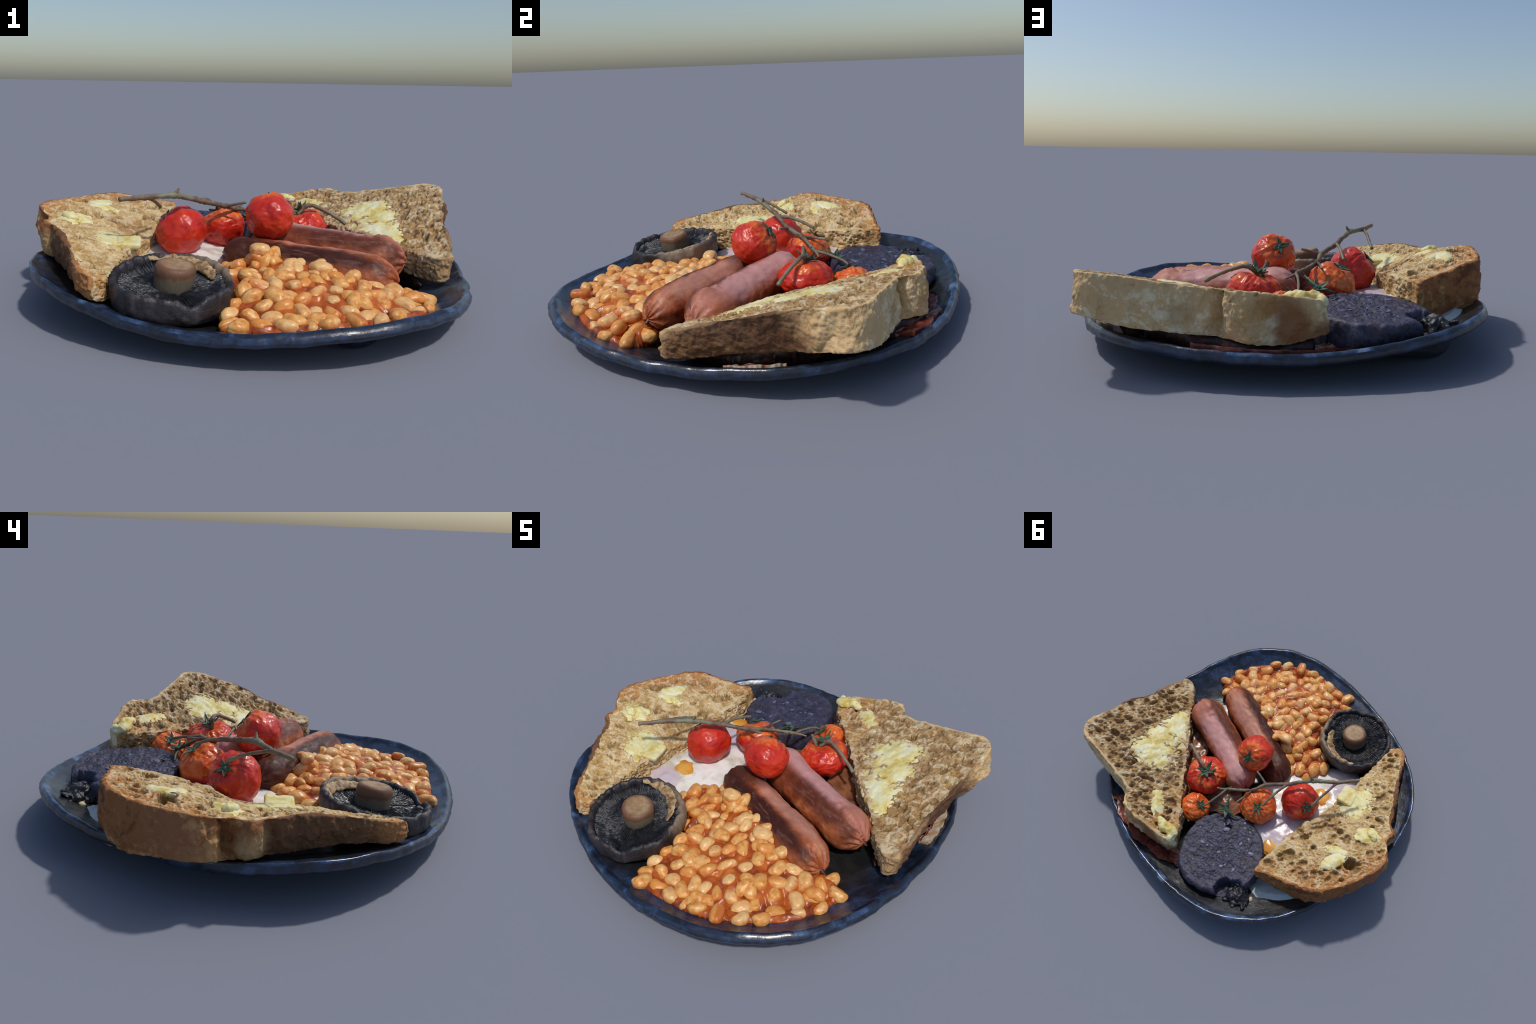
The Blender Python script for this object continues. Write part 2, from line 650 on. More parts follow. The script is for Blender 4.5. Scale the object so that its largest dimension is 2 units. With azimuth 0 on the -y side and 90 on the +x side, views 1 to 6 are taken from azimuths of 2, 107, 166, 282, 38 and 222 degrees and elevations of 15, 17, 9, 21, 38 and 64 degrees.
def crust_paint(origin, dark, mid, light, char=()):
    p = Paint("bread_crust", origin)
    n1 = p.noise(5, 5, 0.65, 0.7)
    n2 = p.noise(38, 5, 0.7)
    n = p.math("ADD", p.math("MULTIPLY", n1, 0.66), p.math("MULTIPLY", n2, 0.34))
    c = p.ramp(n, [(0.40, dark), (0.46, mid), (0.53, mid), (0.58, light), (0.70, tuple(min(0.85, q * 1.5) for q in light))])
    for cc, r, col, amt in char:
        c = p.mix(p.math("MULTIPLY", p.ball(cc, r, 0.45, 0.9, (1, 1, 1), 10), amt), c, col)
    flour = p.step(p.voro(120), 0.0, 0.22, 1.0, 0.0)
    c = p.mix(p.math("MULTIPLY", flour, 0.22), c, (0.78, 0.62, 0.40))
    p.bump(p.math("ADD", p.noise(90, 4, 0.7), n2), 0.55, 0.008)
    return p.set(color=c, rough=0.7, spec=0.25)


def butter_paint(origin):
    p = Paint("butter", origin)
    n = p.noise(14, 3, 0.6)
    c = p.ramp(n, [(0.34, (0.62, 0.47, 0.12)), (0.46, (0.74, 0.64, 0.27)), (0.58, (0.78, 0.73, 0.42)), (0.72, (0.76, 0.75, 0.58))])
    p.bump(p.noise(40, 3, 0.5), 0.2, 0.008)
    return p.set(color=c, rough=0.5, spec=0.35, sss=0.12, sss_scale=0.02, sss_radius=(1.0, 0.8, 0.4))


def build_toast(base, outline, crust_edge, top_pts, bottom_pts, pores, seed, paints, rim=0.012, n_pores=170, stretch=(1, 1, 0), pore_size=(0.006, 0.02), clefts=(), open_cells=0.016, bulge=0.012, lean=None):
    """a half slice: outline, top and bottom surfaces; crumb and crust are one body"""
    top, bottom = tps(top_pts), tps(bottom_pts)
    H = 0.15
    # resample the outline and let it wander a little
    P = np.array(outline, float)
    pts = []
    for a, b in zip(P, np.roll(P, -1, 0)):
        m = max(1, int(np.linalg.norm(b - a) / 0.012))
        pts += [a + (b - a) * k / m for k in range(m)]
    O = np.array(pts)
    for _ in range(2):
        O = 0.5 * O + 0.25 * (np.roll(O, 1, 0) + np.roll(O, -1, 0))
    O = O + 0.006 * np.stack([fbm(xyz(O[:, 0], O[:, 1]), 14, 3, seed), fbm(xyz(O[:, 0], O[:, 1]), 14, 3, seed + 9)], 1)
    n = len(O)
    V = np.concatenate([xyz(O[:, 0], O[:, 1], 0.0), xyz(O[:, 0], O[:, 1], H)])
    F = [tuple(range(n))[::-1], tuple(range(n, 2 * n))] + [(i, (i + 1) % n, (i + 1) % n + n, i + n) for i in range(n)]
    V, F = remesh(V, F, 0.0040)
    x, y, w = V[:, 0].copy(), V[:, 1].copy(), np.clip(V[:, 2] / H, 0, 1)
    dcr = seg_dist(x, y, crust_edge)
    # flanks of the crust belly outwards a little
    c = np.array(outline).mean(0)
    out = np.stack([x, y], 1) - c
    out /= np.linalg.norm(out, axis=1, keepdims=True)
    belly = bulge * np.sin(np.pi * w) * np.exp(-(dcr / 0.03) ** 2)
    if lean:
        belly = belly + lean(x, y) * (1 - w) * np.exp(-(dcr / 0.12) ** 2)
    x, y = x + out[:, 0] * belly, y + out[:, 1] * belly
    zt, zb = top(x, y), bottom(x, y)
    V = xyz(x, y, zb + w * (zt - zb))
    N = normals_of(V, F)
    sd = poly_sdf(x, y, outline)
    istop = smooth01((w - 0.8) / 0.2) * smooth01(N[:, 2] * 1.6)
    # broad unevenness, then grain
    d = 0.007 * fbm(V, 5, 3, seed + 2) + 0.0035 * fbm(V, 28, 3, seed + 3)
    side = (1 - np.abs(N[:, 2])) * (np.abs(w - 0.5) < 0.5)
    d += side * (0.008 * ridged(V * (1, 1, 0.6), 9, 3, seed + 6) - 0.004)
    d += side * (0.0035 * fbm(V, 70, 3, seed + 14) + 0.004 * fbm(V, 26, 3, seed + 15))
    flake = smooth01(fbm(V, 6, 3, seed + 16) * 9 + 0.3)
    d += side * 0.007 * (flake - 0.5)
    for cx, cy, cw, cd in clefts:
        d -= side * cd * np.exp(-((np.hypot(x - cx, y - cy) + 0.006 * fbm(V, 18, 2, seed)) / cw) ** 2)
    crumb_side = side * smooth01((dcr - 0.03) / 0.03)
    f1, _ = worley(V * np.array([42, 42, 60]), seed)
    d -= crumb_side * 0.012 * smooth01((0.45 - f1) / 0.25)
    # open texture of the cut face: fine cells, mid cells, then single big pores
    ca, sa = math.cos(stretch[2]), math.sin(stretch[2])
    lx, ly = (x * ca + y * sa) * stretch[0], (-x * sa + y * ca) * stretch[1]
    inner = smooth01((sd - 0.012) / 0.02)
    f1, f2 = worley(xyz(lx * 70, ly * 70, V[:, 2] * 40), seed + 1)
    d -= istop * inner * 0.009 * smooth01((0.52 - f1) / 0.25)
    f1, f2 = worley(xyz(lx * 30, ly * 30, V[:, 2] * 18), seed + 2)
    mid = istop * inner * smooth01((0.40 - f1) / 0.12) * smooth01((fbm(V, 6, 2, seed + 4) + 0.15) * 8)
    d -= open_cells * mid
    V = V + N * d[:, None]
    r = np.random.RandomState(seed)
    lo, hi = np.min(outline, 0), np.max(outline, 0)
    holes = [(px, py, rx, ry, an, de) for px, py, rx, ry, an, de in pores]
    C = np.stack([r.uniform(lo[0], hi[0], 2000), r.uniform(lo[1], hi[1], 2000)], 1)
    for px, py in C[poly_sdf(C[:, 0], C[:, 1], outline) > 0.02][:n_pores]:
        s = r.uniform(*pore_size) * (0.7 + 0.6 * r.rand())
        holes.append((px, py, s * r.uniform(0.9, 1.8), s * r.uniform(0.6, 1.0), stretch[2] + r.normal() * 0.5, s * r.uniform(0.6, 1.4)))
    wob = 0.18 * fbm(V, 45, 2, seed + 8)
    dig = np.zeros(len(V))
    for px, py, rx, ry, an, de in holes:
        ux, uy = x - px, y - py
        m = (np.abs(ux) < 0.09) & (np.abs(uy) < 0.09)
        e = np.hypot((ux[m] * math.cos(an) + uy[m] * math.sin(an)) / rx, (-ux[m] * math.sin(an) + uy[m] * math.cos(an)) / ry) * (1 + wob[m])
        dig[m] = np.maximum(dig[m], 1.5 * de * np.clip(1 - e * e, 0, 1) ** 0.5)
    dig *= (w > 0.93) * istop
    V[:, 2] -= np.minimum(dig, 0.8 * (zt - zb))
    # pore walls settle into smooth cups
    soft = smooth01(dig / 0.006)[:, None]
    for _ in range(3):
        V = V + soft * (relax(V, F, 1, 0.6) - V)
    hollow = dig / 0.016
    Q = np.array([f if len(f) == 4 else (*f, f[-1]) for f in F])
    cent, fw, fd = V[Q].mean(1), w[Q].mean(1), dcr[Q].mean(1)
    fd = fd + 0.010 * fbm(cent, 20, 3, seed + 5)
    lab = np.where((fd < rim) & (fw < 0.995) | (fd < rim * 0.8), 1, 0)
    fh = hollow[Q].mean(1)
    lab = np.where((lab == 0) & (fh > 0.72), 2, lab)
    split_body(base, V, F, lab, ("crumb", "crust", "pore"), paints)
    return top


def butter_patch(parent, top, edge, center, rx, ry, ang, thick, seed, mat, name="melted_butter"):
    """a soft smear lying on the toast, its edge sinking into the crumb"""
    R = max(rx, ry) * 2.0

    def h(x, y):
        ux, uy = x - center[0], y - center[1]
        e = np.hypot((ux * math.cos(ang) + uy * math.sin(ang)) / rx, (-ux * math.sin(ang) + uy * math.cos(ang)) / ry)
        P = xyz(x, y).reshape(-1, 3)
        nz = fbm(P, 22, 4, seed).reshape(np.shape(x))
        fine = fbm(P, 60, 2, seed + 1).reshape(np.shape(x))
        s = poly_sdf(x, y, edge)
        return thick * (np.clip(1.0 - e ** 2, -6, 1) + 0.75 * nz) * 0.8 + 0.0015 * fine - 0.6 * np.clip(0.012 - s, 0, 1)

    V, F = solid_field((center[0] - R, center[0] + R), (center[1] - R, center[1] + R), 0.0045,
                       lambda x, y: top(x, y) + 0.7 * np.minimum(h(x, y), thick) - 0.001, lambda x, y: top(x, y) - 0.022,
                       lambda x, y: h(x, y) + 0.012)
    child(name, parent, V, F, mat)


def butter_lump(parent, blobs, seed, mat, name="butter_knob", rough=0.010):
    parts = []
    for cx, cy, cz, rx, ry, rz in blobs:
        v, f = BALL[3]
        parts.append((v * (rx, ry, rz) + (cx, cy, cz), f))
    V, F = remesh(*merge(parts), 0.005)
    V = relax(V, F, 4, 0.5)
    N = normals_of(V, F)
    V = V + N * (rough * fbm(V, 22, 3, seed))[:, None]
    child(name, parent, V, F, mat)


# ---- right-hand toast: pale loaf end, wedge tip towards the front
TB = [(0.844, -0.156), (0.884, -0.136), (0.904, -0.018), (0.912, 0.088), (0.925, 0.174), (0.945, 0.243), (0.962, 0.342), (0.976, 0.445),
      (0.986, 0.554), (0.984, 0.625), (0.952, 0.660), (0.87, 0.673), (0.72, 0.687), (0.60, 0.699), (0.525, 0.706), (0.485, 0.722),
      (0.455, 0.762), (0.42, 0.797), (0.355, 0.806), (0.26, 0.80), (0.17, 0.787), (0.085, 0.776), (0.053, 0.735), (0.126, 0.62), (0.235, 0.502),
      (0.33, 0.4), (0.445, 0.272), (0.552, 0.153), (0.675, 0.013)]
TB_top = [(0.86, -0.148, 0.200), (0.886, -0.1, 0.218), (0.915, 0.06, 0.270), (0.94, 0.218, 0.318), (0.974, 0.435, 0.380), (0.985, 0.62, 0.411), (0.87, 0.67, 0.402),
          (0.70, 0.687, 0.374), (0.493, 0.715, 0.344), (0.41, 0.79, 0.349), (0.255, 0.79, 0.328), (0.07, 0.76, 0.290), (0.124, 0.62, 0.262), (0.33, 0.40, 0.246),
          (0.55, 0.153, 0.230), (0.69, 0.01, 0.212), (0.72, 0.4, 0.330), (0.60, 0.52, 0.328), (0.40, 0.55, 0.300), (0.80, 0.25, 0.300)]
TB_bot = [(0.86, -0.15, 0.092), (0.913, 0.05, 0.122), (0.94, 0.21, 0.168), (0.974, 0.432, 0.217), (0.993, 0.645, 0.248), (0.872, 0.671, 0.216),
          (0.733, 0.686, 0.188), (0.607, 0.70, 0.170), (0.5, 0.71, 0.162), (0.40, 0.80, 0.155), (0.255, 0.79, 0.135), (0.072, 0.78, 0.160), (0.124, 0.62, 0.14),
          (0.33, 0.40, 0.11), (0.55, 0.153, 0.10), (0.69, 0.01, 0.095)]
TB_pores = [(0.824, 0.523, 0.030, 0.022, 0.3, 0.030), (0.877, 0.581, 0.016, 0.030, 0.2, 0.018), (0.753, 0.515, 0.045, 0.028, 0.4, 0.020), (0.599, 0.574, 0.018, 0.026, 0.0, 0.026),
            (0.553, 0.412, 0.014, 0.010, 0.6, 0.020), (0.669, 0.30, 0.022, 0.014, 0.9, 0.020), (0.852, 0.386, 0.028, 0.014, 1.3, 0.024), (0.872, 0.443, 0.030, 0.014, 1.1, 0.026),
            (0.863, 0.177, 0.034, 0.012, 1.3, 0.022), (0.476, 0.590, 0.038, 0.014, 0.5, 0.026), (0.432, 0.573, 0.024, 0.015, 0.4, 0.020), (0.246, 0.578, 0.034, 0.030, 0, 0.026),
            (0.259, 0.716, 0.016, 0.014, 0, 0.022), (0.324, 0.791, 0.03, 0.012, 0.3, 0.018), (0.752, 0.294, 0.040, 0.014, 1.0, 0.020), (0.771, 0.58, 0.022, 0.014, 0.5, 0.02),
            (0.70, 0.20, 0.035, 0.012, 1.1, 0.018), (0.80, 0.10, 0.030, 0.011, 1.2, 0.018), (0.64, 0.60, 0.02, 0.016, 0.4, 0.02), (0.36, 0.49, 0.03, 0.026, 0.4, 0.016)]
tb0 = (0.60, 0.40, 0.10)
toast_b = thing("buttered_toast", tb0, "triangular half slice of toasted seeded bread with melting butter", "toast")
top_b = build_toast(toast_b, TB, TB[:23], TB_top, TB_bot, TB_pores, 21,
                    (crumb_paint(tb0, (0.31, 0.180, 0.075), (0.48, 0.335, 0.175), [((0.95, 0.16, 0.30), 0.07, (0.36, 0.17, 0.05), 0.75), ((0.975, 0.42, 0.37), 0.07, (0.34, 0.16, 0.05), 0.7), ((0.70, 0.67, 0.37), 0.07, (0.40, 0.22, 0.075), 0.6), ((0.2, 0.62, 0.27), 0.17, (0.50, 0.24, 0.07), 0.5), ((0.90, -0.02, 0.25), 0.07, (0.45, 0.22, 0.07), 0.5)], (0.55, 1, 1.0)),
                     crust_paint(tb0, (0.34, 0.19, 0.080), (0.70, 0.48, 0.24), (0.84, 0.68, 0.43),  # pale tones raised to carry light baked into the shaded end crust
                                 [((0.93, 0.20, 0.25), 0.30, (0.30, 0.15, 0.055), 0.75), ((0.93, 0.24, 0.29), 0.17, (0.085, 0.036, 0.020), 0.85), ((0.90, 0.0, 0.11), 0.16, (0.15, 0.060, 0.024), 0.85), ((0.95, 0.38, 0.19), 0.12, (0.14, 0.058, 0.025), 0.75), ((0.36, 0.80, 0.24), 0.07, (0.44, 0.24, 0.075), 0.6), ((0.22, 0.80, 0.28), 0.06, (0.30, 0.13, 0.05), 0.6),
                                  ((0.20, 0.80, 0.20), 0.09, (0.30, 0.11, 0.035), 0.9), ((0.30, 0.81, 0.29), 0.045, (0.42, 0.20, 0.06), 0.8), ((0.62, 0.70, 0.25), 0.05, (0.46, 0.29, 0.13), 0.6), ((0.07, 0.78, 0.15), 0.06, (0.24, 0.08, 0.03), 0.8)]),
                     pore_paint(tb0, (0.19, 0.105, 0.042), (0.42, 0.275, 0.13))),
                    stretch=(0.55, 1.0, 1.0), clefts=[(0.478, 0.735, 0.018, 0.060), (0.40, 0.80, 0.014, 0.012)], pore_size=(0.006, 0.019), n_pores=210, bulge=0.003,
                    lean=lambda x, y: 0.024 * smooth01((y - 0.52) / 0.10) - 0.045 * smooth01((0.50 - y) / 0.15) * smooth01((y + 0.16) / 0.15))
BUT = butter_paint(tb0)
for k, (cx, cy, rx, ry, an, th) in enumerate([(0.59, 0.24, 0.13, 0.085, 1.1, 0.014), (0.57, 0.42, 0.11, 0.085, 0.5, 0.014), (0.66, 0.16, 0.08, 0.04, 1.6, 0.009), (0.30, 0.64, 0.08, 0.03, 2.4, 0.013)]):
    butter_patch(toast_b, top_b, TB, (cx, cy), rx, ry, an, th, 60 + k, BUT)
butter_lump(toast_b, [(0.10, 0.715, 0.292, 0.055, 0.036, 0.030), (0.15, 0.725, 0.302, 0.045, 0.032, 0.026), (0.19, 0.705, 0.300, 0.030, 0.022, 0.020), (0.07, 0.745, 0.282, 0.03, 0.03, 0.03)], 71, BUT)
butter_lump(toast_b, [(0.575, 0.265, 0.262, 0.022, 0.02, 0.016), (0.59, 0.28, 0.27, 0.014, 0.014, 0.012)], 72, BUT)

# ---- left-hand toast: browned crown, broken across a fold
TA = [(-0.51, -0.68), (-0.553, -0.735), (-0.597, -0.70), (-0.659, -0.587), (-0.734, -0.442), (-0.80, -0.326), (-0.855, -0.235), (-0.905, -0.19), (-0.898, -0.135),
      (-0.950, -0.085), (-0.985, -0.018), (-0.985, 0.069), (-0.950, 0.168), (-0.893, 0.286), (-0.82, 0.385), (-0.755, 0.435), (-0.652, 0.470), (-0.538, 0.507), (-0.44, 0.538),
      (-0.446, 0.429), (-0.442, 0.278), (-0.447, 0.13), (-0.472, 0.016), (-0.487, -0.101), (-0.500, -0.209), (-0.512, -0.331), (-0.514, -0.441), (-0.505, -0.568)]
TA_top = [(-0.565, -0.72, 0.262), (-0.52, -0.66, 0.245), (-0.68, -0.555, 0.300), (-0.784, -0.38, 0.338), (-0.89, -0.20, 0.338), (-0.94, -0.085, 0.358), (-0.976, 0.0, 0.378), (-0.955, 0.15, 0.378),
          (-0.90, 0.27, 0.366), (-0.76, 0.43, 0.362), (-0.60, 0.48, 0.333), (-0.45, 0.525, 0.303), (-0.45, 0.28, 0.282), (-0.46, 0.12, 0.262), (-0.478, 0.016, 0.234), (-0.49, -0.1, 0.226),
          (-0.50, -0.22, 0.240), (-0.51, -0.45, 0.245), (-0.70, -0.05, 0.312), (-0.72, 0.2, 0.352), (-0.62, -0.35, 0.290), (-0.82, 0.10, 0.372), (-0.60, 0.30, 0.318)]
TA_bot = [(-0.58, -0.71, 0.172), (-0.696, -0.528, 0.200), (-0.78, -0.39, 0.197), (-0.90, -0.18, 0.188), (-0.973, -0.006, 0.193), (-0.954, 0.12, 0.180), (-0.88, 0.285, 0.138), (-0.78, 0.40, 0.115),
          (-0.65, 0.46, 0.115), (-0.47, 0.518, 0.160), (-0.45, 0.20, 0.130), (-0.48, -0.10, 0.10), (-0.50, -0.45, 0.12)]
TA_pores = [(-0.839, 0.14, 0.042, 0.036, 0.6, 0.060), (-0.534, 0.33, 0.040, 0.038, 0, 0.026), (-0.513, 0.383, 0.018, 0.016, 0, 0.030), (-0.519, 0.177, 0.030, 0.024, 0.5, 0.034),
            (-0.533, 0.139, 0.012, 0.016, 0, 0.018), (-0.605, 0.201, 0.012, 0.017, 0.5, 0.026), (-0.555, 0.035, 0.014, 0.036, 0.1, 0.022), (-0.655, 0.009, 0.024, 0.020, 0, 0.034),
            (-0.72, 0.022, 0.022, 0.04, 0.5, 0.022), (-0.719, 0.32, 0.024, 0.018, 0.8, 0.020), (-0.75, 0.297, 0.022, 0.018, 0.5, 0.022), (-0.70, 0.383, 0.036, 0.022, 0.6, 0.018),
            (-0.629, 0.314, 0.030, 0.018, 0.8, 0.018), (-0.626, 0.387, 0.026, 0.014, 0.8, 0.016), (-0.474, 0.450, 0.030, 0.024, 0.5, 0.022), (-0.583, 0.283, 0.014, 0.012, 0, 0.014),
            (-0.65, 0.059, 0.020, 0.016, 0, 0.016), (-0.698, -0.347, 0.016, 0.04, 0.1, 0.020), (-0.532, -0.641, 0.018, 0.016, 0, 0.024), (-0.565, -0.665, 0.016, 0.014, 0, 0.018),
            (-0.884, 0.006, 0.03, 0.018, 0.7, 0.016), (-0.813, 0.246, 0.03, 0.02, 0.7, 0.018), (-0.55, 0.05, 0.1, 0.014, 0.9, 0.016), (-0.60, 0.02, 0.05, 0.016, 0.3, 0.014)]
ta0 = (-0.70, -0.05, 0.12)
toast_a = thing("buttered_toast", ta0, "half slice of golden toast with browned crown and butter", "toast")
top_a = build_toast(toast_a, TA, TA[1:19], TA_top, TA_bot, TA_pores, 37,
                    (crumb_paint(ta0, (0.52, 0.32, 0.115), (0.64, 0.47, 0.24), [((-0.70, 0.43, 0.34), 0.12, (0.50, 0.22, 0.07), 0.8), ((-0.88, 0.24, 0.36), 0.12, (0.52, 0.23, 0.07), 0.85), ((-0.97, 0.05, 0.37), 0.10, (0.50, 0.22, 0.07), 0.75),
                                                                                      ((-0.48, 0.49, 0.30), 0.07, (0.52, 0.25, 0.08), 0.7), ((-0.58, 0.03, 0.25), 0.09, (0.42, 0.22, 0.07), 0.6), ((-0.55, -0.71, 0.24), 0.06, (0.60, 0.28, 0.08), 0.7)], (1, 1, 0.6), 0.45),
                     crust_paint(ta0, (0.17, 0.060, 0.022), (0.34, 0.135, 0.046), (0.52, 0.28, 0.11),
                                 [((-0.75, -0.42, 0.23), 0.24, (0.13, 0.065, 0.034), 0.75), ((-0.92, 0.0, 0.20), 0.09, (0.50, 0.30, 0.12), 0.7), ((-0.60, -0.70, 0.24), 0.09, (0.45, 0.20, 0.07), 0.7), ((-0.885, -0.20, 0.24), 0.06, (0.58, 0.38, 0.18), 0.8), ((-0.95, 0.08, 0.28), 0.12, (0.34, 0.14, 0.07), 0.6)]),
                     pore_paint(ta0, (0.21, 0.120, 0.045), (0.50, 0.34, 0.15))),
                    stretch=(1, 1, 0.6), n_pores=90, clefts=[(-0.925, -0.112, 0.026, 0.085), (-0.862, -0.255, 0.030, 0.030)], rim=0.016, open_cells=0.006)
BUA = butter_paint(ta0)
for k, (cx, cy, rx, ry, an, th) in enumerate([(-0.60, -0.22, 0.07, 0.085, 0.3, 0.010), (-0.755, 0.19, 0.065, 0.03, 1.2, 0.013), (-0.80, -0.08, 0.06, 0.045, 0.6, 0.015), (-0.72, 0.13, 0.05, 0.02, 0.4, 0.008)]):
    butter_patch(toast_a, top_a, TA, (cx, cy), rx, ry, an, th, 80 + k, BUA)
butter_lump(toast_a, [(-0.825, -0.085, 0.345, 0.030, 0.024, 0.022), (-0.80, -0.105, 0.335, 0.03, 0.02, 0.016)], 90, BUA)


def butter_square():
    """a square-cut pat, tilted, one corner slumping into the toast"""
    bm = bmesh.new()
    bmesh.ops.create_cube(bm, size=1)
    bmesh.ops.scale(bm, vec=(0.105, 0.125, 0.030), verts=bm.verts)
    bmesh.ops.bevel(bm, geom=bm.edges[:], offset=0.006, segments=2, affect="EDGES")
    V = np.array([v.co[:] for v in bm.verts])
    F = [tuple(v.index for v in f.verts) for f in bm.faces]
    bm.free()
    V, F = remesh(V, F, 0.005)
    V = relax(V, F, 2)
    V[:, 2] += 0.010 * np.sin(V[:, 0] * 22) + 0.006 * fbm(V, 18, 2, 91)
    M = np.array((Matrix.Translation((-0.533, -0.222, 0.252)) @ Matrix.Rotation(0.28, 4, "Y") @ Matrix.Rotation(0.20, 4, "Z")).to_3x3())
    V = V @ M.T + (-0.528, -0.222, 0.258)
    child("butter_pat", toast_a, V, F, BUA)


butter_square()


# ================================================================ mushroom ===
def build_mushroom():
    c = np.array([-0.279, -0.598, 0.0])
    o = thing("grilled_mushroom", (c[0], c[1], 0.09), "upturned grilled flat mushroom with black gills and stubby stalk", "mushroom")
    org = (c[0], c[1], 0.09)
    n = 200
    th = np.arange(n) / n * TAU
    circ = xyz(np.cos(th), np.sin(th))
    wob = 1 + 0.035 * fbm(circ, 1.3, 3, 5)
    # rim height: high at the back, a torn dip at the front right
    dip = np.exp(-((np.angle(np.exp(1j * (th - math.radians(-62)))) / 0.16) ** 2))
    rimz = 0.231 + 0.022 * np.sin(th - 0.1) - 0.010 * np.cos(th) - 0.032 * dip + 0.006 * fbm(circ, 5, 3, 7)
    prof_out = [(0.03, 0.075), (0.10, 0.078), (0.175, 0.088), (0.218, 0.110), (0.240, 0.148), (0.240, 0.188)]
    rings = []
    for r, z in spline(prof_out, 22):
        zz = z + (rimz - 0.222) * smooth01((z - 0.08) / 0.12)
        P = xyz(c[0] + r * wob * np.cos(th), c[1] + r * wob * np.sin(th), zz)
        k = 0.007 * fbm(P * (1, 1, 0.6), 13, 4, 3) * smooth01((r - 0.1) * 9) - 0.003 + 0.003 * fbm(P, 50, 2, 6)
        rings.append(P + circ * k[:, None])
    for dr, dz in [(0.236, -0.012), (0.231, -0.002), (0.223, 0.003), (0.214, 0.0), (0.207, -0.012), (0.203, -0.034)]:
        rr = dr * wob + 0.010 * fbm(circ, 6, 4, 9)
        rings.append(xyz(c[0] + rr * np.cos(th), c[1] + rr * np.sin(th), rimz + dz + 0.009 * fbm(circ, 7, 4, 4)))
    V, F = loft(rings, True, False)
    p = Paint("mushroom_skin", org)
    nz = p.noise(9, 5, 0.65, 0.5)
    col = p.ramp(nz, [(0.35, (0.010, 0.008, 0.010)), (0.5, (0.024, 0.019, 0.022)), (0.62, (0.046, 0.037, 0.040)), (0.76, (0.12, 0.085, 0.075))])
    col = p.mix(p.math("MULTIPLY", p.ball((-0.12, -0.47, 0.22), 0.13, 0.5, 0.8, (1, 1, 1), 14), 0.65), col, (0.36, 0.26, 0.17))
    p.bump(p.noise(50, 5, 0.7, 0.6), 0.5, 0.008)
    child("mushroom_cap", o, V, F, p.set(color=col, rough=0.42, spec=0.5))
    # gill bed: hundreds of fine radial folds
    m = 480
    tg = np.arange(m) / m * TAU
    cg = xyz(np.cos(tg), np.sin(tg))
    rimg = np.interp(tg, np.append(th, TAU), np.append(rimz, rimz[0]))
    wobg = np.interp(tg, np.append(th, TAU), np.append(wob, wob[0]))
    rings = []
    for t in np.linspace(0.05, 0.203, 40):
        P = xyz(c[0] + t * wobg * np.cos(tg), c[1] + t * wobg * np.sin(tg))
        base = 0.184 + (rimg - 0.222) * 0.8 * (t / 0.2) + 0.016 * smooth01((t - 0.15) / 0.05)
        fold = np.sin(tg * 96 + 5.0 * fbm(xyz(np.cos(tg) * 4, np.sin(tg) * 4, t * 14), 1, 3, 6))
        P[:, 2] = base + 0.0045 * fold * smooth01((t - 0.045) / 0.03) + 0.006 * fbm(P, 24, 3, 2)
        rings.append(P)
    V, F = loft(rings, True, False)
    g = Paint("mushroom_gills", org)
    col = g.ramp(g.noise(22, 4, 0.6), [(0.35, (0.008, 0.008, 0.010)), (0.7, (0.024, 0.024, 0.030))])
    g.bump(g.noise(70, 4, 0.7, 1.0), 0.5, 0.006)
    child("mushroom_gills", o, V, F, g.set(color=col, rough=0.30, spec=0.6))
    # stalk
    s0, s1 = np.array([-0.284, -0.582, 0.135]), np.array([-0.262, -0.593, 0.276])
    ns = 72
    ts = np.arange(ns) / ns * TAU
    cs = xyz(np.cos(ts), np.sin(ts))
    a, b, d = frame(s1 - s0)
    rings = []
    for u, r in [(0.0, 0.090), (0.06, 0.082), (0.2, 0.078), (0.45, 0.076), (0.7, 0.078), (0.86, 0.078), (0.95, 0.074), (0.99, 0.066), (1.0, 0.055), (0.985, 0.040), (0.965, 0.026), (0.945, 0.012), (0.93, 0.005)]:
        cc = s0 + (s1 - s0) * u
        rr = r * (1 + 0.05 * fbm(cs + (0, 0, u), 1.6, 3, 8))
        rings.append(cc + rr[:, None] * (np.cos(ts)[:, None] * a + np.sin(ts)[:, None] * b))
    V, F = loft(rings)
    s = Paint("mushroom_stalk", org)
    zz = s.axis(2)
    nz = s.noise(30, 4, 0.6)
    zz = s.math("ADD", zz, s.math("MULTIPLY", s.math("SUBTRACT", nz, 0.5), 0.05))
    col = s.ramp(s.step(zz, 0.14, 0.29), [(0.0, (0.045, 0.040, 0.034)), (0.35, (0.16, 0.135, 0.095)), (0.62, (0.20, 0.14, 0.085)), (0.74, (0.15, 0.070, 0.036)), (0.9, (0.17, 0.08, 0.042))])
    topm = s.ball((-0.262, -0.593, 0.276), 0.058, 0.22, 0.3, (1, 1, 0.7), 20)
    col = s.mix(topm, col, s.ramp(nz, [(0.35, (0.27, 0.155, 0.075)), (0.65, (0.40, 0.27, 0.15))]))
    s.bump(s.noise(60, 4, 0.7, 0.3, s.scaled((1, 1, 0.3))), 0.4, 0.006)
    child("mushroom_stalk", o, V, F, s.set(color=col, rough=0.5, spec=0.4))
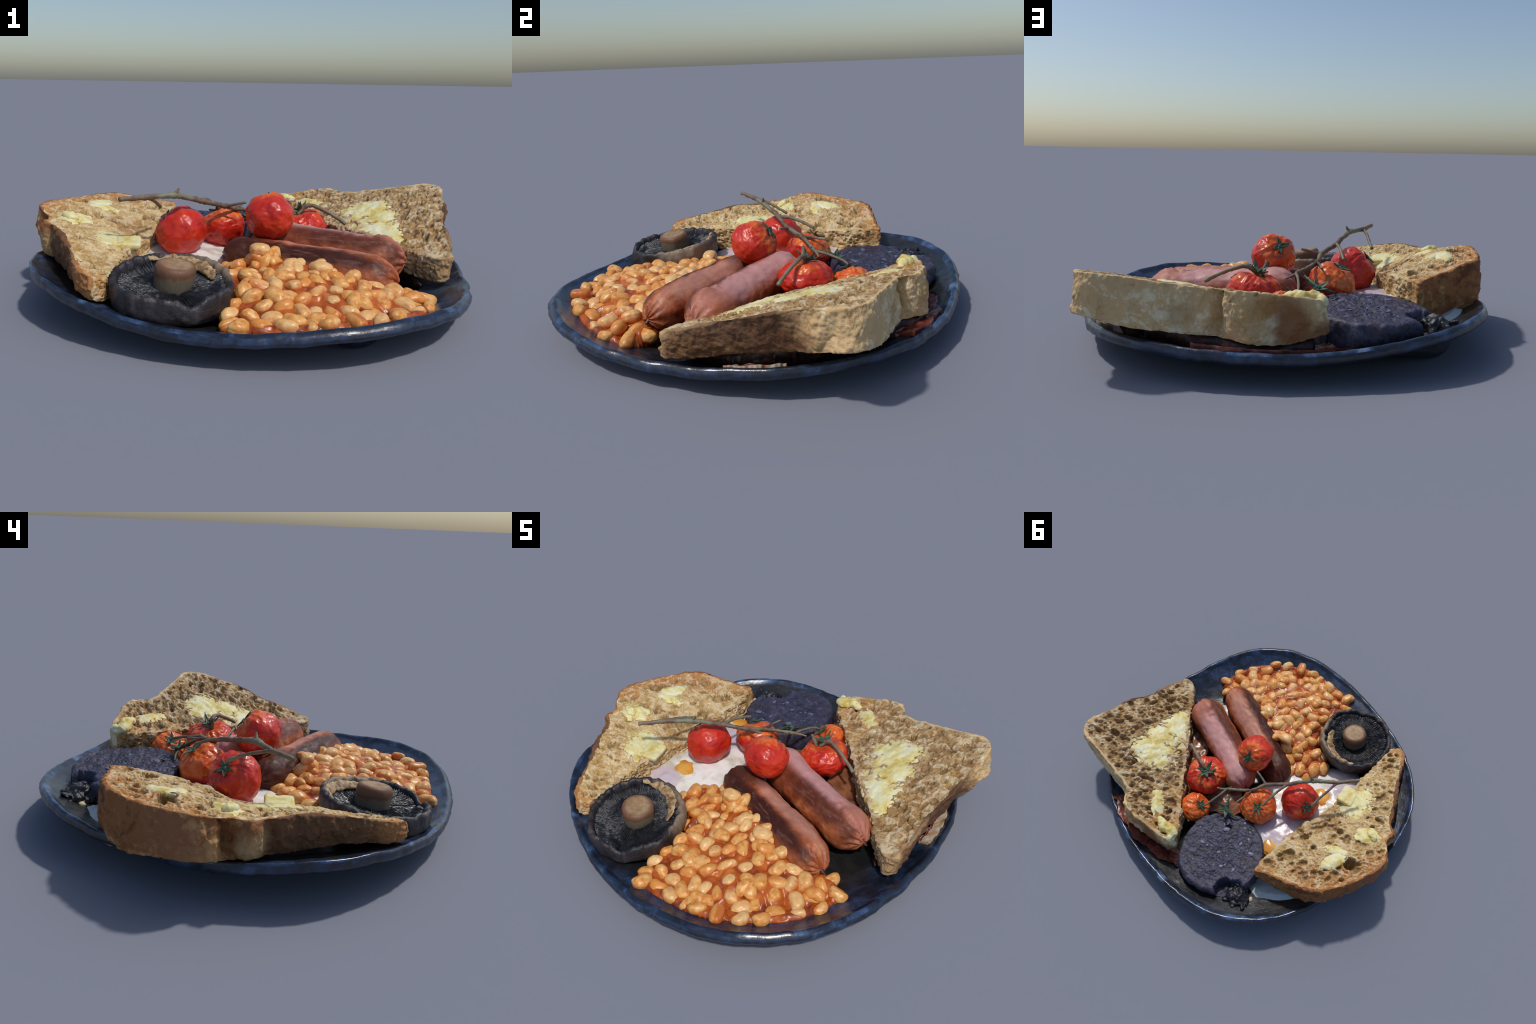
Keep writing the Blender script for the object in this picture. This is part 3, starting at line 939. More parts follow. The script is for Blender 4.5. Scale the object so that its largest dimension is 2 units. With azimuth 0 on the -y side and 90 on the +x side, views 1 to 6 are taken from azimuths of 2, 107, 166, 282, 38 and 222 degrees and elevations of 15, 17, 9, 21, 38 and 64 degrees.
    # tan shred of veil curled along the inside of the rim
    path = [(-0.40, -0.425), (-0.33, -0.400), (-0.25, -0.405), (-0.19, -0.438), (-0.150, -0.49), (-0.128, -0.54)]
    P = spline([(c[0] + (x - c[0]) * 1.03, c[1] + (y - c[1]) * 1.03, 0.247 - 0.008 * k, 0.009 + 0.010 * math.sin(k * 0.6)) for k, (x, y) in enumerate(path)], 60)
    rings = []
    tt = np.arange(16) / 16 * TAU
    for q in P:
        inw = np.array([c[0] - q[0], c[1] - q[1], 0])
        inw /= np.linalg.norm(inw)
        C = q[:3] + inw * 0.004
        rings.append(C + np.cos(tt)[:, None] * (inw - (0, 0, 0.7)) * q[3] * 1.15 + np.sin(tt)[:, None] * (inw * 0.7 + (0, 0, 1)) * q[3] * 0.45)
    V, F = loft(rings)
    V = V + normals_of(V, F) * (0.010 * fbm(V, 26, 3, 5))[:, None]
    v = Paint("mushroom_veil", org)
    col = v.ramp(v.noise(26, 5, 0.65, 0.8), [(0.34, (0.14, 0.070, 0.030)), (0.46, (0.36, 0.22, 0.095)), (0.58, (0.50, 0.35, 0.19)), (0.72, (0.62, 0.48, 0.30))])
    v.bump(v.noise(60, 4, 0.7, 1), 0.4, 0.006)
    child("mushroom_veil", o, V, F, v.set(color=col, rough=0.55))


build_mushroom()


# ================================================================ fried egg ===
EGG = [(-0.56, -0.40), (-0.40, -0.47), (-0.26, -0.38), (-0.17, -0.27), (-0.07, -0.20), (-0.02, -0.08), (-0.02, 0.06), (-0.08, 0.22), (-0.18, 0.34), (-0.30, 0.40), (-0.44, 0.42), (-0.60, 0.30), (-0.62, 0.0), (-0.62, -0.2)]
EGG_BACK = [(-0.72, 0.38), (-0.40, 0.36), (-0.36, 0.50), (-0.42, 0.60), (-0.53, 0.625), (-0.645, 0.545), (-0.72, 0.46)]
egg_h = tps([(-0.56, -0.40, 0.11), (-0.40, -0.40, 0.115), (-0.405, -0.23, 0.165), (-0.401, -0.170, 0.156), (-0.172, -0.105, 0.140), (-0.25, -0.20, 0.120), (-0.30, -0.33, 0.105), (-0.30, -0.10, 0.158), (-0.35, 0.24, 0.186),
             (-0.388, 0.311, 0.180), (-0.15, 0.1, 0.150), (-0.30, 0.12, 0.178), (-0.05, 0.05, 0.13), (-0.55, 0.1, 0.17), (-0.2, 0.32, 0.165), (-0.46, 0.0, 0.175)])


def build_egg():
    org = (-0.32, -0.02, 0.08)
    o = thing("fried_egg", org, "soft fried egg white with broken orange yolk", "egg")

    def top(x, y):
        s = poly_sdf(x, y, EGG)
        P = xyz(x, y).reshape(-1, 3)
        h = egg_h(x, y) + (0.011 * fbm(P, 9, 3, 3)).reshape(np.shape(x))
        fall = np.clip(s / 0.05, -0.6, 1)
        base = plate_z(x, y)
        return base + (h - base) * np.where(fall > 0, np.sqrt(np.clip(fall * (2 - fall), 0, 1)), fall * 0.3)
    V, F = solid_field((-0.68, 0.1), (-0.52, 0.48), 0.006, top, lambda x, y: plate_z(x, y) - 0.012, lambda x, y: poly_sdf(x, y, EGG) + 0.012)
    p = Paint("egg_white", org)
    col = p.ramp(p.noise(7, 4, 0.6, 0.5), [(0.36, (0.56, 0.52, 0.42)), (0.48, (0.78, 0.75, 0.68)), (0.62, (0.86, 0.84, 0.82))])
    for cc, r in (((-0.43, -0.27, 0.16), 0.085), ((-0.33, 0.22, 0.18), 0.11), ((-0.47, -0.40, 0.13), 0.07)):
        col = p.mix(p.math("MULTIPLY", p.ball(cc, r, 0.3, 0.5, (1, 1, 0.5), 10), 0.85), col, (0.60, 0.49, 0.56))
    p.bump(p.noise(16, 3, 0.5), 0.3, 0.01)
    child("egg_white", o, V, F, p.set(color=col, rough=0.28, spec=0.5, sss=0.12, sss_scale=0.02))
    # yolk swells
    y = Paint("egg_yolk", org)
    yc = y.ramp(y.noise(12, 3), [(0.35, (0.58, 0.22, 0.02)), (0.6, (0.78, 0.40, 0.07))])
    ym = y.set(color=yc, rough=0.15, spec=0.5, coat=0.3)
    v, f = BALL[4]
    parts = []
    for cc, r in (((-0.405, -0.140, 0.150), (0.075, 0.062, 0.016)), ((-0.395, 0.340, 0.166), (0.085, 0.055, 0.019))):
        q = v * r + cc
        parts.append((q + (q - cc) * (0.22 * fbm(v, 1.3, 2, 4))[:, None] * (1, 1, 0.4), f))
    child("egg_yolk", o, *merge(parts), ym)

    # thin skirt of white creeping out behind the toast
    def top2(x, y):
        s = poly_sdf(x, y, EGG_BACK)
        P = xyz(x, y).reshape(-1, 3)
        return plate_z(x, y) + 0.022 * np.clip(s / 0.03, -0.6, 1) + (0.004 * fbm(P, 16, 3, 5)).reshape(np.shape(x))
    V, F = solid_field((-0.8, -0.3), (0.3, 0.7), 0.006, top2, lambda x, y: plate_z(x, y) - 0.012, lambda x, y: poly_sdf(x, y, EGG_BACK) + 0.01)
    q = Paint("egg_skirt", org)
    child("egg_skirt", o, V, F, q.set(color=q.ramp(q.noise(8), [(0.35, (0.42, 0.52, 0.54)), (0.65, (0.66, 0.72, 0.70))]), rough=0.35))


build_egg()


# ================================================================= sausages ===
def build_sausage(p0, p1, rad, bend, seed, masks, label, skin):
    p0, p1 = np.array(p0), np.array(p1)
    L = np.linalg.norm(p1 - p0)
    a, b, d = frame(p1 - p0)          # a horizontal side, b up
    M = Matrix(((d[0], a[0], b[0], p0[0] * .5 + p1[0] * .5), (d[1], a[1], b[1], p0[1] * .5 + p1[1] * .5), (d[2], a[2], b[2], p0[2] * .5 + p1[2] * .5), (0, 0, 0, 1)))
    n = 96
    th = np.arange(n) / n * TAU
    rings = []
    for u in np.concatenate([0.5 - 0.5 * np.cos(np.linspace(0.04, math.pi - 0.04, 150))]):
        X = (u - 0.5) * L
        e = min(u, 1 - u) * L / (rad * 1.15)
        r = rad * (1 if e >= 1 else (1 - (1 - e) ** 2.3) ** 0.5)
        r *= (1 - 0.07 * max(0, u - 0.6) / 0.4) * (1 + 0.05 * math.sin(u * 7 + seed) - 0.03 * math.sin(u * 15 + seed * 2))
        off = bend * (1 - (2 * u - 1) ** 2)
        rings.append(np.stack([np.full(n, X), off + r * np.cos(th), r * 0.96 * np.sin(th)], 1))
    V, F = loft(rings)
    N = normals_of(V, F)
    if (N * (V - [0, 0, 0]))[:, 1:].sum() < 0:
        F = [f[::-1] for f in F]
        N = -N
    dsp = 0.008 * fbm(V, 6, 3, seed) + 0.0028 * fbm(V * (0.5, 1, 1), 36, 3, seed + 1)
    endz = smooth01((np.abs(V[:, 0]) / L - 0.40) / 0.1)
    ang = np.arctan2(V[:, 2], V[:, 1])
    dsp += endz * 0.004 * np.sin(ang * 11 + 3 * fbm(V, 10, 2, seed))
    dsp += skin * np.exp(-((V[:, 1] - bend * 0.7 + 0.01) / 0.025) ** 2) * (V[:, 2] > 0) * 0.007 * ridged(V, 26, 3, seed + 3) * smooth01((V[:, 0] + 0.05) * 6)
    V = V + N * dsp[:, None]
    o = thing("sausage", (0, 0, 0), label, "sausage")
    o.matrix_world = M
    p = Paint("sausage_skin")
    n1 = p.noise(7, 5, 0.6, 0.6)
    n2 = p.noise(34, 4, 0.65, 0.4, p.scaled((0.4, 1, 1)))
    n3 = p.noise(17, 5, 0.7, 0.8, p.scaled((0.6, 1, 1)))
    nn = p.math("ADD", p.math("MULTIPLY", n1, 0.42), p.math("ADD", p.math("MULTIPLY", n2, 0.22), p.math("MULTIPLY", n3, 0.36)))
    col = p.ramp(nn, [(0.40, (0.14, 0.024, 0.007)), (0.47, (0.32, 0.068, 0.018)), (0.54, (0.44, 0.120, 0.036)), (0.63, (0.58, 0.25, 0.12))])
    for cc, r, sq, c2, amt in masks:
        col = p.mix(p.math("MULTIPLY", p.ball(cc, r, 0.4, 0.9, sq, 11), amt), col, c2)
    col = p.mix(p.math("MULTIPLY", p.step(p.noise(20, 5, 0.7, 1.2, p.scaled((0.35, 1, 1))), 0.54, 0.72), 0.18), col, (0.60, 0.34, 0.25))
    p.bump(p.math("ADD", n2, p.noise(70, 4, 0.6)), 0.28, 0.006)
    m = p.set(color=col, rough=p.ramp(n2, [(0.3, (0.36,) * 3), (0.7, (0.60,) * 3)]), spec=0.35)
    part("sausage_body", o, mesh_from("sausage_body", V, F), m)
    # twisted knot of casing
    kn = []
    for sx in (-1, 1):
        kn.append(tube([(sx * L * 0.485, 0, -0.01), (sx * L * 0.505, 0.002, -0.014), (sx * (L * 0.5 + 0.02), 0.006, -0.02)], [0.018, 0.011, 0.004], 10, 8, 3, 0.3))
    k = Paint("sausage_knot")
    part("sausage_knot", o, mesh_from("sausage_knot", *merge(kn)), k.set(color=(0.06, 0.022, 0.014), rough=0.4))
    return o


# local frame: x runs from the first end to the second, y to the side, z up
build_sausage((-0.125, -0.046, 0.168), (0.618, -0.327, 0.140), 0.106, -0.006, 3,
              [((0.05, 0.040, 0.085), 0.10, (0.32, 1.9, 1), (0.56, 0.28, 0.21), 0.7), ((0.2, -0.09, -0.02), 0.15, (0.6, 1, 1), (0.26, 0.060, 0.022), 0.5),
               ((-0.30, 0.0, 0.0), 0.16, (0.9, 1, 1), (0.055, 0.014, 0.007), 0.92), ((0.02, -0.060, 0.075), 0.13, (0.36, 2.9, 1.8), (0.045, 0.008, 0.003), 0.97)],
              "plump browned pork sausage with dark fried streak", 0.35)
build_sausage((0.000, 0.164, 0.204), (0.692, -0.080, 0.158), 0.111, -0.022, 8,
              [((0.0, 0.015, 0.10), 0.14, (0.27, 2.1, 1.2), (0.60, 0.32, 0.31), 0.8), ((0.28, 0, 0.03), 0.12, (1, 1, 1), (0.40, 0.12, 0.055), 0.7),
               ((-0.2, -0.075, 0.02), 0.12, (0.7, 1.8, 1), (0.24, 0.06, 0.028), 0.7), ((0.10, -0.070, 0.055), 0.12, (0.40, 2.5, 1.7), (0.085, 0.016, 0.006), 0.92)],
              "pink grilled pork sausage with split skin on top", 1.0)


# ================================================================= tomatoes ===
CALYX = Paint("tomato_calyx")
CALYX = CALYX.set(color=CALYX.ramp(CALYX.noise(40, 4, 0.6), [(0.35, (0.018, 0.042, 0.024)), (0.5, (0.045, 0.095, 0.055)), (0.65, (0.10, 0.15, 0.085))]), rough=0.55)
DRY = Paint("dry_vine")
_z = DRY.noise(9, 4, 0.6)
DRY = DRY.set(color=DRY.ramp(_z, [(0.34, (0.085, 0.050, 0.036)), (0.46, (0.17, 0.115, 0.075)), (0.54, (0.20, 0.16, 0.105)), (0.62, (0.19, 0.20, 0.125)), (0.74, (0.25, 0.23, 0.16))]), rough=0.6)


def sepal(length, width, curl, rise, seed):
    """one pointed leaf of the calyx: thin, arched across and curling up at the tip"""
    n, m = 14, 7
    top, bot = [], []
    for i in range(n):
        u = i / (n - 1)
        w = width * (math.sin(math.pi * min(1, 0.22 + 0.78 * u) ** 0.8) ** 0.8 if u < 1 else 0.02) + 0.0006
        x = length * u
        z = rise * math.sin(u * 2.2) + curl * u ** 2.2
        ys = np.linspace(-w, w, m)
        zz = z + 0.35 * np.abs(ys) - 0.001 * np.sin(np.arange(m) * 2 + seed)
        top.append(np.stack([np.full(m, x), ys, zz + 0.0022], 1))
        bot.append(np.stack([np.full(m, x), ys * 0.97, zz - 0.0022], 1)[::-1])
    return loft([np.concatenate([t, b]) for t, b in zip(top, bot)])


def star_calyx(k, length, curl, seed, rise=0.004):
    r = np.random.RandomState(seed)
    parts = []
    for i in range(k):
        V, F = sepal(length * r.uniform(0.75, 1.15), length * 0.20 * r.uniform(0.8, 1.2), curl * r.uniform(0.4, 1.6), rise, i)
        a = TAU * i / k + r.normal() * 0.15
        R = np.array([[math.cos(a), -math.sin(a), 0], [math.sin(a), math.cos(a), 0], [0, 0, 1]])
        parts.append((V @ R.T, F))
    v, f = BALL[2]
    parts.append((v * (0.010, 0.010, 0.007) + (0, 0, 0.003), f))
    return merge(parts)


def build_tomato(c, axis, rad, flat, seed, orange, wrinkle, calyx, label, collapse=0.0):
    o = thing("tomato", (0, 0, 0), label, "tomato")
    a, b, d = frame(np.array(axis))
    M = Matrix(((a[0], b[0], d[0], c[0]), (a[1], b[1], d[1], c[1]), (a[2], b[2], d[2], c[2]), (0, 0, 0, 1)))
    o.matrix_world = M
    V, F = BALL[6]
    U = V.copy()
    pol = np.arccos(np.clip(U[:, 2], -1, 1))
    az = np.arctan2(U[:, 1], U[:, 0])
    r = 1 + 0.062 * fbm(U, 1.3, 3, seed) + 0.018 * np.cos(az * 5 + seed) * np.sin(pol)
    r -= 0.13 * np.exp(-(pol / 0.38) ** 2)                       # dimple under the calyx
    crown = np.exp(-((pol - 0.75) / 0.5) ** 2)
    warp = xyz(np.cos(az) * 2.2, np.sin(az) * 2.2, pol * 1.4)
    r += wrinkle * crown * 0.055 * ridged(warp, 0.95, 2, seed + 2) - wrinkle * crown * 0.027
    r += wrinkle * 0.030 * fbm(U * (1, 1, 1.6), 2.6, 2, seed + 4) + wrinkle * 0.004 * fbm(U * (1, 1, 2.5), 7, 2, seed + 5) * crown
    r -= 0.009 * np.exp(-((perlin(U * 1.2, seed + 6)) / 0.05) ** 2)   # creases in the skin
    # the soft flesh slumps and rests flat
    W = U * r[:, None] * rad
    W[:, 2] *= flat
    if collapse:
        W[:, 2] -= collapse * rad * np.exp(-(np.hypot(U[:, 0] - 0.25, U[:, 1]) / 0.5) ** 2) * (U[:, 2] > 0)
    p = Paint("tomato_skin")
    n1 = p.noise(10, 4, 0.6, 0.5)
    col = p.ramp(n1, [(0.30, (0.42, 0.012, 0.006)), (0.48, (0.56, 0.022, 0.008)), (0.64, (0.63, 0.040, 0.011)), (0.80, (0.70, 0.09, 0.03))])
    z = p.axis(2)
    om = p.step(p.math("ADD", z, p.math("MULTIPLY", p.math("SUBTRACT", p.noise(14, 4, 0.6), 0.5), rad * 1.6)), rad * (0.9 - 1.3 * orange), rad * (1.15 - 1.0 * orange))
    col = p.mix(p.math("MULTIPLY", om, min(1, 0.35 + orange)), col, p.ramp(p.noise(26, 3), [(0.4, (0.68, 0.085, 0.010)), (0.62, (0.80, 0.20, 0.030))]))
    char = p.math("MULTIPLY", p.step(z, rad * 0.45, rad * 0.9), p.step(p.noise(22, 4, 0.65), 0.56, 0.68))
    col = p.mix(p.math("MULTIPLY", char, 0.75), col, (0.16, 0.022, 0.012))
    vein = p.step(p.voro(26, "DISTANCE_TO_EDGE", p.scaled((1, 1, 0.5))), 0.0, 0.035, 1.0, 0.0)
    col = p.mix(p.math("MULTIPLY", vein, 0.03), col, (0.85, 0.35, 0.2))
    p.bump(p.noise(24, 3, 0.5, 0.6), 0.04, 0.006)
    m = p.set(color=col, rough=0.36, spec=0.45, coat=0.12, coat_rough=0.2, sss=0.06, sss_scale=0.015, sss_radius=(1, 0.2, 0.1))
    part("tomato_flesh", o, mesh_from("tomato_flesh", W, F), m)
    if calyx:
        k, ln, cu, ped = calyx
        V, F = star_calyx(k, ln, cu, seed)
        V = V + (0, 0, rad * flat * 0.86 + 0.004)
        part("calyx", o, mesh_from("calyx", V, F), CALYX)
    return o


build_tomato((-0.334, 0.014, 0.258), (-0.62, 0.22, 0.62), 0.121, 0.93, 1, 0.15, 0.8, (5, 0.048, 0.006, 0), "glossy red roasted cherry tomato with green star calyx")
build_tomato((-0.158, 0.212, 0.236), (-0.25, 0.30, 0.75), 0.114, 0.88, 2, 0.75, 1.0, (5, 0.046, 0.010, 0), "orange red roasted cherry tomato with green star calyx", 0.10)
build_tomato((0.078, -0.006, 0.340), (-0.10, 0.80, 0.62), 0.112, 0.95, 3, 0.45, 1.0, (4, 0.052, 0.004, 0), "large wrinkled roasted cherry tomato lying on its side")
build_tomato((0.238, 0.288, 0.226), (-0.15, 0.08, 0.95), 0.126, 0.80, 4, 0.40, 1.2, (6, 0.060, 0.030, 0), "collapsed roasted cherry tomato with shrivelled dark calyx", 0.18)
build_tomato((0.140, 0.480, 0.185), (-0.45, -0.25, 0.75), 0.094, 0.82, 5, 1.0, 1.3, (5, 0.046, 0.012, 0), "small shrunken orange roasted tomato with green calyx", 0.15)


# ===================================================================== vine ===
def build_vine():
    org = (-0.21, 0.06, 0.36)
    o = thing("tomato_vine", org, "dry grey green tomato vine stem with forked side stalks", "stem")
    f1, f2, f3, f4, f5 = (-0.460, -0.168, 0.448), (-0.237, 0.032, 0.401), (-0.132, 0.114, 0.364), (-0.086, 0.193, 0.337), (0.043, 0.286, 0.305)
    sp = (-0.347, -0.080, 0.445)
    parts = [tube([(-0.548, -0.270, 0.455), (-0.505, -0.22, 0.452), f1, (-0.40, -0.122, 0.447), sp, (-0.29, -0.025, 0.423), f2, (-0.185, 0.07, 0.382), f3, (-0.105, 0.16, 0.348), f4, (-0.025, 0.24, 0.322), f5],
                  [0.010, 0.0105, 0.0125, 0.0115, 0.0150, 0.0115, 0.0135, 0.0105, 0.0125, 0.0100, 0.0115, 0.0085, 0.010], 14, 90, 1, 0.35),
             tube([f1, (-0.452, -0.10, 0.43), (-0.44, -0.03, 0.402), (-0.432, 0.027, 0.372)], [0.0095, 0.0075, 0.0075, 0.0085], 12, 26, 2, 0.35),
             tube([sp, (-0.338, -0.078, 0.458), (-0.326, -0.075, 0.476)], [0.0125, 0.008, 0.005], 10, 12, 3, 0.3),
             tube([f2, (-0.225, 0.10, 0.398), (-0.215, 0.17, 0.378), (-0.207, 0.228, 0.352)], [0.0095, 0.0080, 0.0075, 0.0070], 12, 26, 4, 0.35),
             tube([f3, (-0.10, 0.105, 0.372), (-0.06, 0.098, 0.382), (-0.035, 0.095, 0.388)], [0.009, 0.007, 0.007, 0.006], 10, 16, 5, 0.3),
             tube([f4, (-0.082, 0.25, 0.336), (-0.070, 0.315, 0.331)], [0.008, 0.006, 0.005], 10, 16, 6, 0.3),
             tube([f5, (0.072, 0.305, 0.297), (0.100, 0.318, 0.290)], [0.008, 0.006, 0.004], 10, 12, 7, 0.3),
             tube([f5, (0.055, 0.36, 0.292), (0.074, 0.434, 0.270), (0.090, 0.460, 0.250)], [0.008, 0.0065, 0.006, 0.005], 10, 20, 8, 0.3),
             tube([(0.02, 0.275, 0.308), (0.03, 0.262, 0.322)], [0.007, 0.004], 8, 8, 8, 0.3),
             tube([(0.216, 0.277, 0.300), (0.25, 0.283, 0.335), (0.282, 0.279, 0.345), (0.34, 0.258, 0.328), (0.40, 0.235, 0.300), (0.453, 0.213, 0.268)], [0.012, 0.011, 0.0105, 0.009, 0.0085, 0.0095], 12, 36, 9, 0.35),
             tube([(0.20, 0.268, 0.30), (0.18, 0.262, 0.345), (0.175, 0.258, 0.365)], [0.010, 0.009, 0.007], 10, 12, 10, 0.3)]
    child("stalk", o, *merge(parts), DRY)
    # a calyx that has lost its fruit, lying against the black pudding
    V, F = star_calyx(5, 0.055, 0.022, 14, 0.006)
    a, b, d = frame((-0.15, 0.45, 0.85))
    V = V @ np.array([a, b, d]) + (-0.032, 0.373, 0.250)
    W, G = tube([(-0.032, 0.373, 0.255), (-0.012, 0.335, 0.278), (0.007, 0.298, 0.296)], [0.011, 0.008, 0.005], 10, 14, 3, 0.3)
    X, H = tube([(-0.032, 0.373, 0.255), (-0.08, 0.372, 0.240), (-0.123, 0.362, 0.226)], [0.010, 0.008, 0.003], 10, 14, 4, 0.3)
    child("calyx", o, *merge([(V, F), (W, G), (X, H)]), CALYX)


build_vine()


# ============================================================ black pudding ===
def build_pudding():
    c = np.array([-0.198, 0.572])
    org = (c[0], c[1], 0.08)
    o = thing("black_pudding", org, "thick round slice of dark speckled blood sausage", "black pudding")
    n = 220
    th = np.arange(n) / n * TAU
    circ = xyz(np.cos(th), np.sin(th))
    R = 0.258 * (1 + 0.03 * fbm(circ, 1.5, 3, 4) + 0.035 * np.exp(-((th - 1.2) / 0.8) ** 2))
    top = lambda x, y: 0.209 - 0.030 * (y - c[1]) + 0.02 * (x - c[0])
    bot = lambda x, y: plate_z(x, y) + 0.004

    def bite(x, y):   # broken corner
        P = xyz(x, y).reshape(-1, 3)
        d = np.hypot(x + 0.415, y - 0.735) + (0.03 * fbm(P, 12, 3, 6)).reshape(np.shape(x))
        return smooth01((0.105 - d) / 0.035)
    rings = []
    for t, w in [(0.05, 0), (0.5, 0), (0.9, 0.0), (0.98, 0.02), (1.01, 0.10), (1.02, 0.25), (1.025, 0.5), (1.012, 0.7), (0.998, 0.85), (0.985, 0.93), (0.965, 0.985)]:
        x, y = c[0] + R * t * np.cos(th), c[1] + R * t * np.sin(th)
        z0, z1 = bot(x, y), top(x, y)
        z1 = z1 - bite(x, y) * 0.075
        rings.append(xyz(x, y, z0 + w * (z1 - z0)))
    for t in np.linspace(0.94, 0.02, 60):
        x, y = c[0] + R * t * np.cos(th), c[1] + R * t * np.sin(th)
        rings.append(xyz(x, y, top(x, y) - bite(x, y) * 0.075))
    V, F = loft(rings)
    N = normals_of(V, F)
    f1, f2 = worley(V * 55, 3)
    V = V + N * (0.006 * fbm(V, 24, 3, 2) - 0.0045 * smooth01((0.16 - (f2 - f1)) / 0.16) + 0.012 * bite(V[:, 0], V[:, 1]) * fbm(V, 22, 3, 8))[:, None]
    # one deep gouge in the top
    g = np.hypot((V[:, 0] + 0.118) / 0.022, (V[:, 1] - 0.435) / 0.018)
    V[:, 2] -= 0.022 * np.sqrt(np.clip(1 - g ** 2, 0, 1)) * (N[:, 2] > 0.5)
    p = Paint("black_pudding", org)
    n1, n2 = p.noise(18, 5, 0.65, 0.4), p.noise(75, 4, 0.7)
    col = p.ramp(p.math("ADD", p.math("MULTIPLY", n1, 0.55), p.math("MULTIPLY", n2, 0.45)),
                 [(0.36, (0.012, 0.011, 0.018)), (0.47, (0.034, 0.033, 0.058)), (0.58, (0.062, 0.060, 0.108)), (0.70, (0.12, 0.11, 0.17))])
    rusty = p.step(p.noise(5, 3), 0.5, 0.65)
    col = p.mix(p.math("MULTIPLY", rusty, 0.35), col, (0.062, 0.042, 0.055))
    p.bump(p.math("ADD", n2, n1), 0.5, 0.008)
    child("pudding_slice", o, V, F, p.set(color=col, rough=0.46, spec=0.45))
    fp = Paint("pudding_fat", org)
    fm = fp.set(color=fp.ramp(fp.noise(30), [(0.35, (0.075, 0.075, 0.13)), (0.65, (0.17, 0.17, 0.26))]), rough=0.45)
    v, f = BALL[3]
    r = np.random.RandomState(6)
    spots = [(-0.118, 0.456, 0.018), (-0.249, 0.461, 0.011), (-0.187, 0.592, 0.010), (-0.26, 0.645, 0.014), (-0.339, 0.464, 0.016), (-0.266, 0.408, 0.010), (-0.331, 0.612, 0.013), (-0.069, 0.615, 0.012),
             (-0.154, 0.729, 0.011), (-0.173, 0.35, 0.012), (-0.20, 0.37, 0.010), (-0.09, 0.40, 0.010)]
    while len(spots) < 46:
        a, q = r.rand() * TAU, 0.23 * math.sqrt(r.rand())
        spots.append((c[0] + q * math.cos(a), c[1] + q * math.sin(a), r.uniform(0.004, 0.009)))
    me = [mesh_from("fat_fleck", v * (1, 1, 0.35) + 0.06 * np.stack([fbm(v, 2, 2, s + k) for k in range(3)], 1), f) for s in range(3)]
    for k, (x, y, s) in enumerate(spots):
        if float(bite(np.array([x]), np.array([y]))[0]) > 0.2:
            continue
        Ml = Matrix.Translation((x - org[0], y - org[1], float(top(x, y)) - org[2] - 0.0008)) @ Matrix.Rotation(r.rand() * TAU, 4, "Z") @ Matrix.Diagonal((s * r.uniform(1, 1.5), s * 0.8, s * 0.7, 1))
        part("fat_fleck", o, me[k % 3], fm, Ml)


build_pudding()


def build_crumbs():
    """charred crumbly piece that has broken off next to the pudding"""
    org = (-0.455, 0.70, 0.09)
    o = thing("charred_crumb", org, "black crumbly burnt lump of broken pudding", "crumb")
    r = np.random.RandomState(12)
    parts = []
    v, f = BALL[3]
    for x, y, z, s in [(-0.46, 0.690, 0.150, 0.050), (-0.43, 0.715, 0.140, 0.045), (-0.495, 0.700, 0.140, 0.040), (-0.47, 0.735, 0.135, 0.042), (-0.445, 0.660, 0.135, 0.040), (-0.51, 0.735, 0.130, 0.028),
                       (-0.48, 0.772, 0.130, 0.026), (-0.42, 0.755, 0.125, 0.030), (-0.50, 0.668, 0.115, 0.028), (-0.395, 0.64, 0.15, 0.035)]:
        parts.append((v * (s, s, s * 0.85) + (x, y, z), f))
    for _ in range(16):
        a = r.rand() * TAU
        s = r.uniform(0.010, 0.020)
        parts.append((v * s + (-0.465 + 0.065 * math.cos(a), 0.71 + 0.06 * math.sin(a), r.uniform(0.10, 0.17)), f))
    V, F = remesh(*merge(parts), 0.005)
    N = normals_of(V, F)
    V = V + N * (0.016 * fbm(V, 26, 4, 3))[:, None]
    p = Paint("charred_crumb", org)
    col = p.ramp(p.noise(24, 5, 0.7), [(0.36, (0.006, 0.006, 0.009)), (0.55, (0.020, 0.019, 0.024)), (0.7, (0.055, 0.046, 0.050))])
    p.bump(p.noise(70, 4, 0.7), 0.5, 0.006)
    child("burnt_lump", o, V, F, p.set(color=col, rough=0.38, spec=0.5))
    # a pale scrap of egg stuck to it
    q = Paint("egg_scrap", org)
    W, G = tube([(-0.512, 0.640, 0.115), (-0.520, 0.652, 0.128), (-0.528, 0.670, 0.118)], [0.008, 0.013, 0.007], 10, 12, 2, 0.3)
    child("egg_scrap", o, W, G, q.set(color=(0.62, 0.52, 0.33), rough=0.4))


build_crumbs()


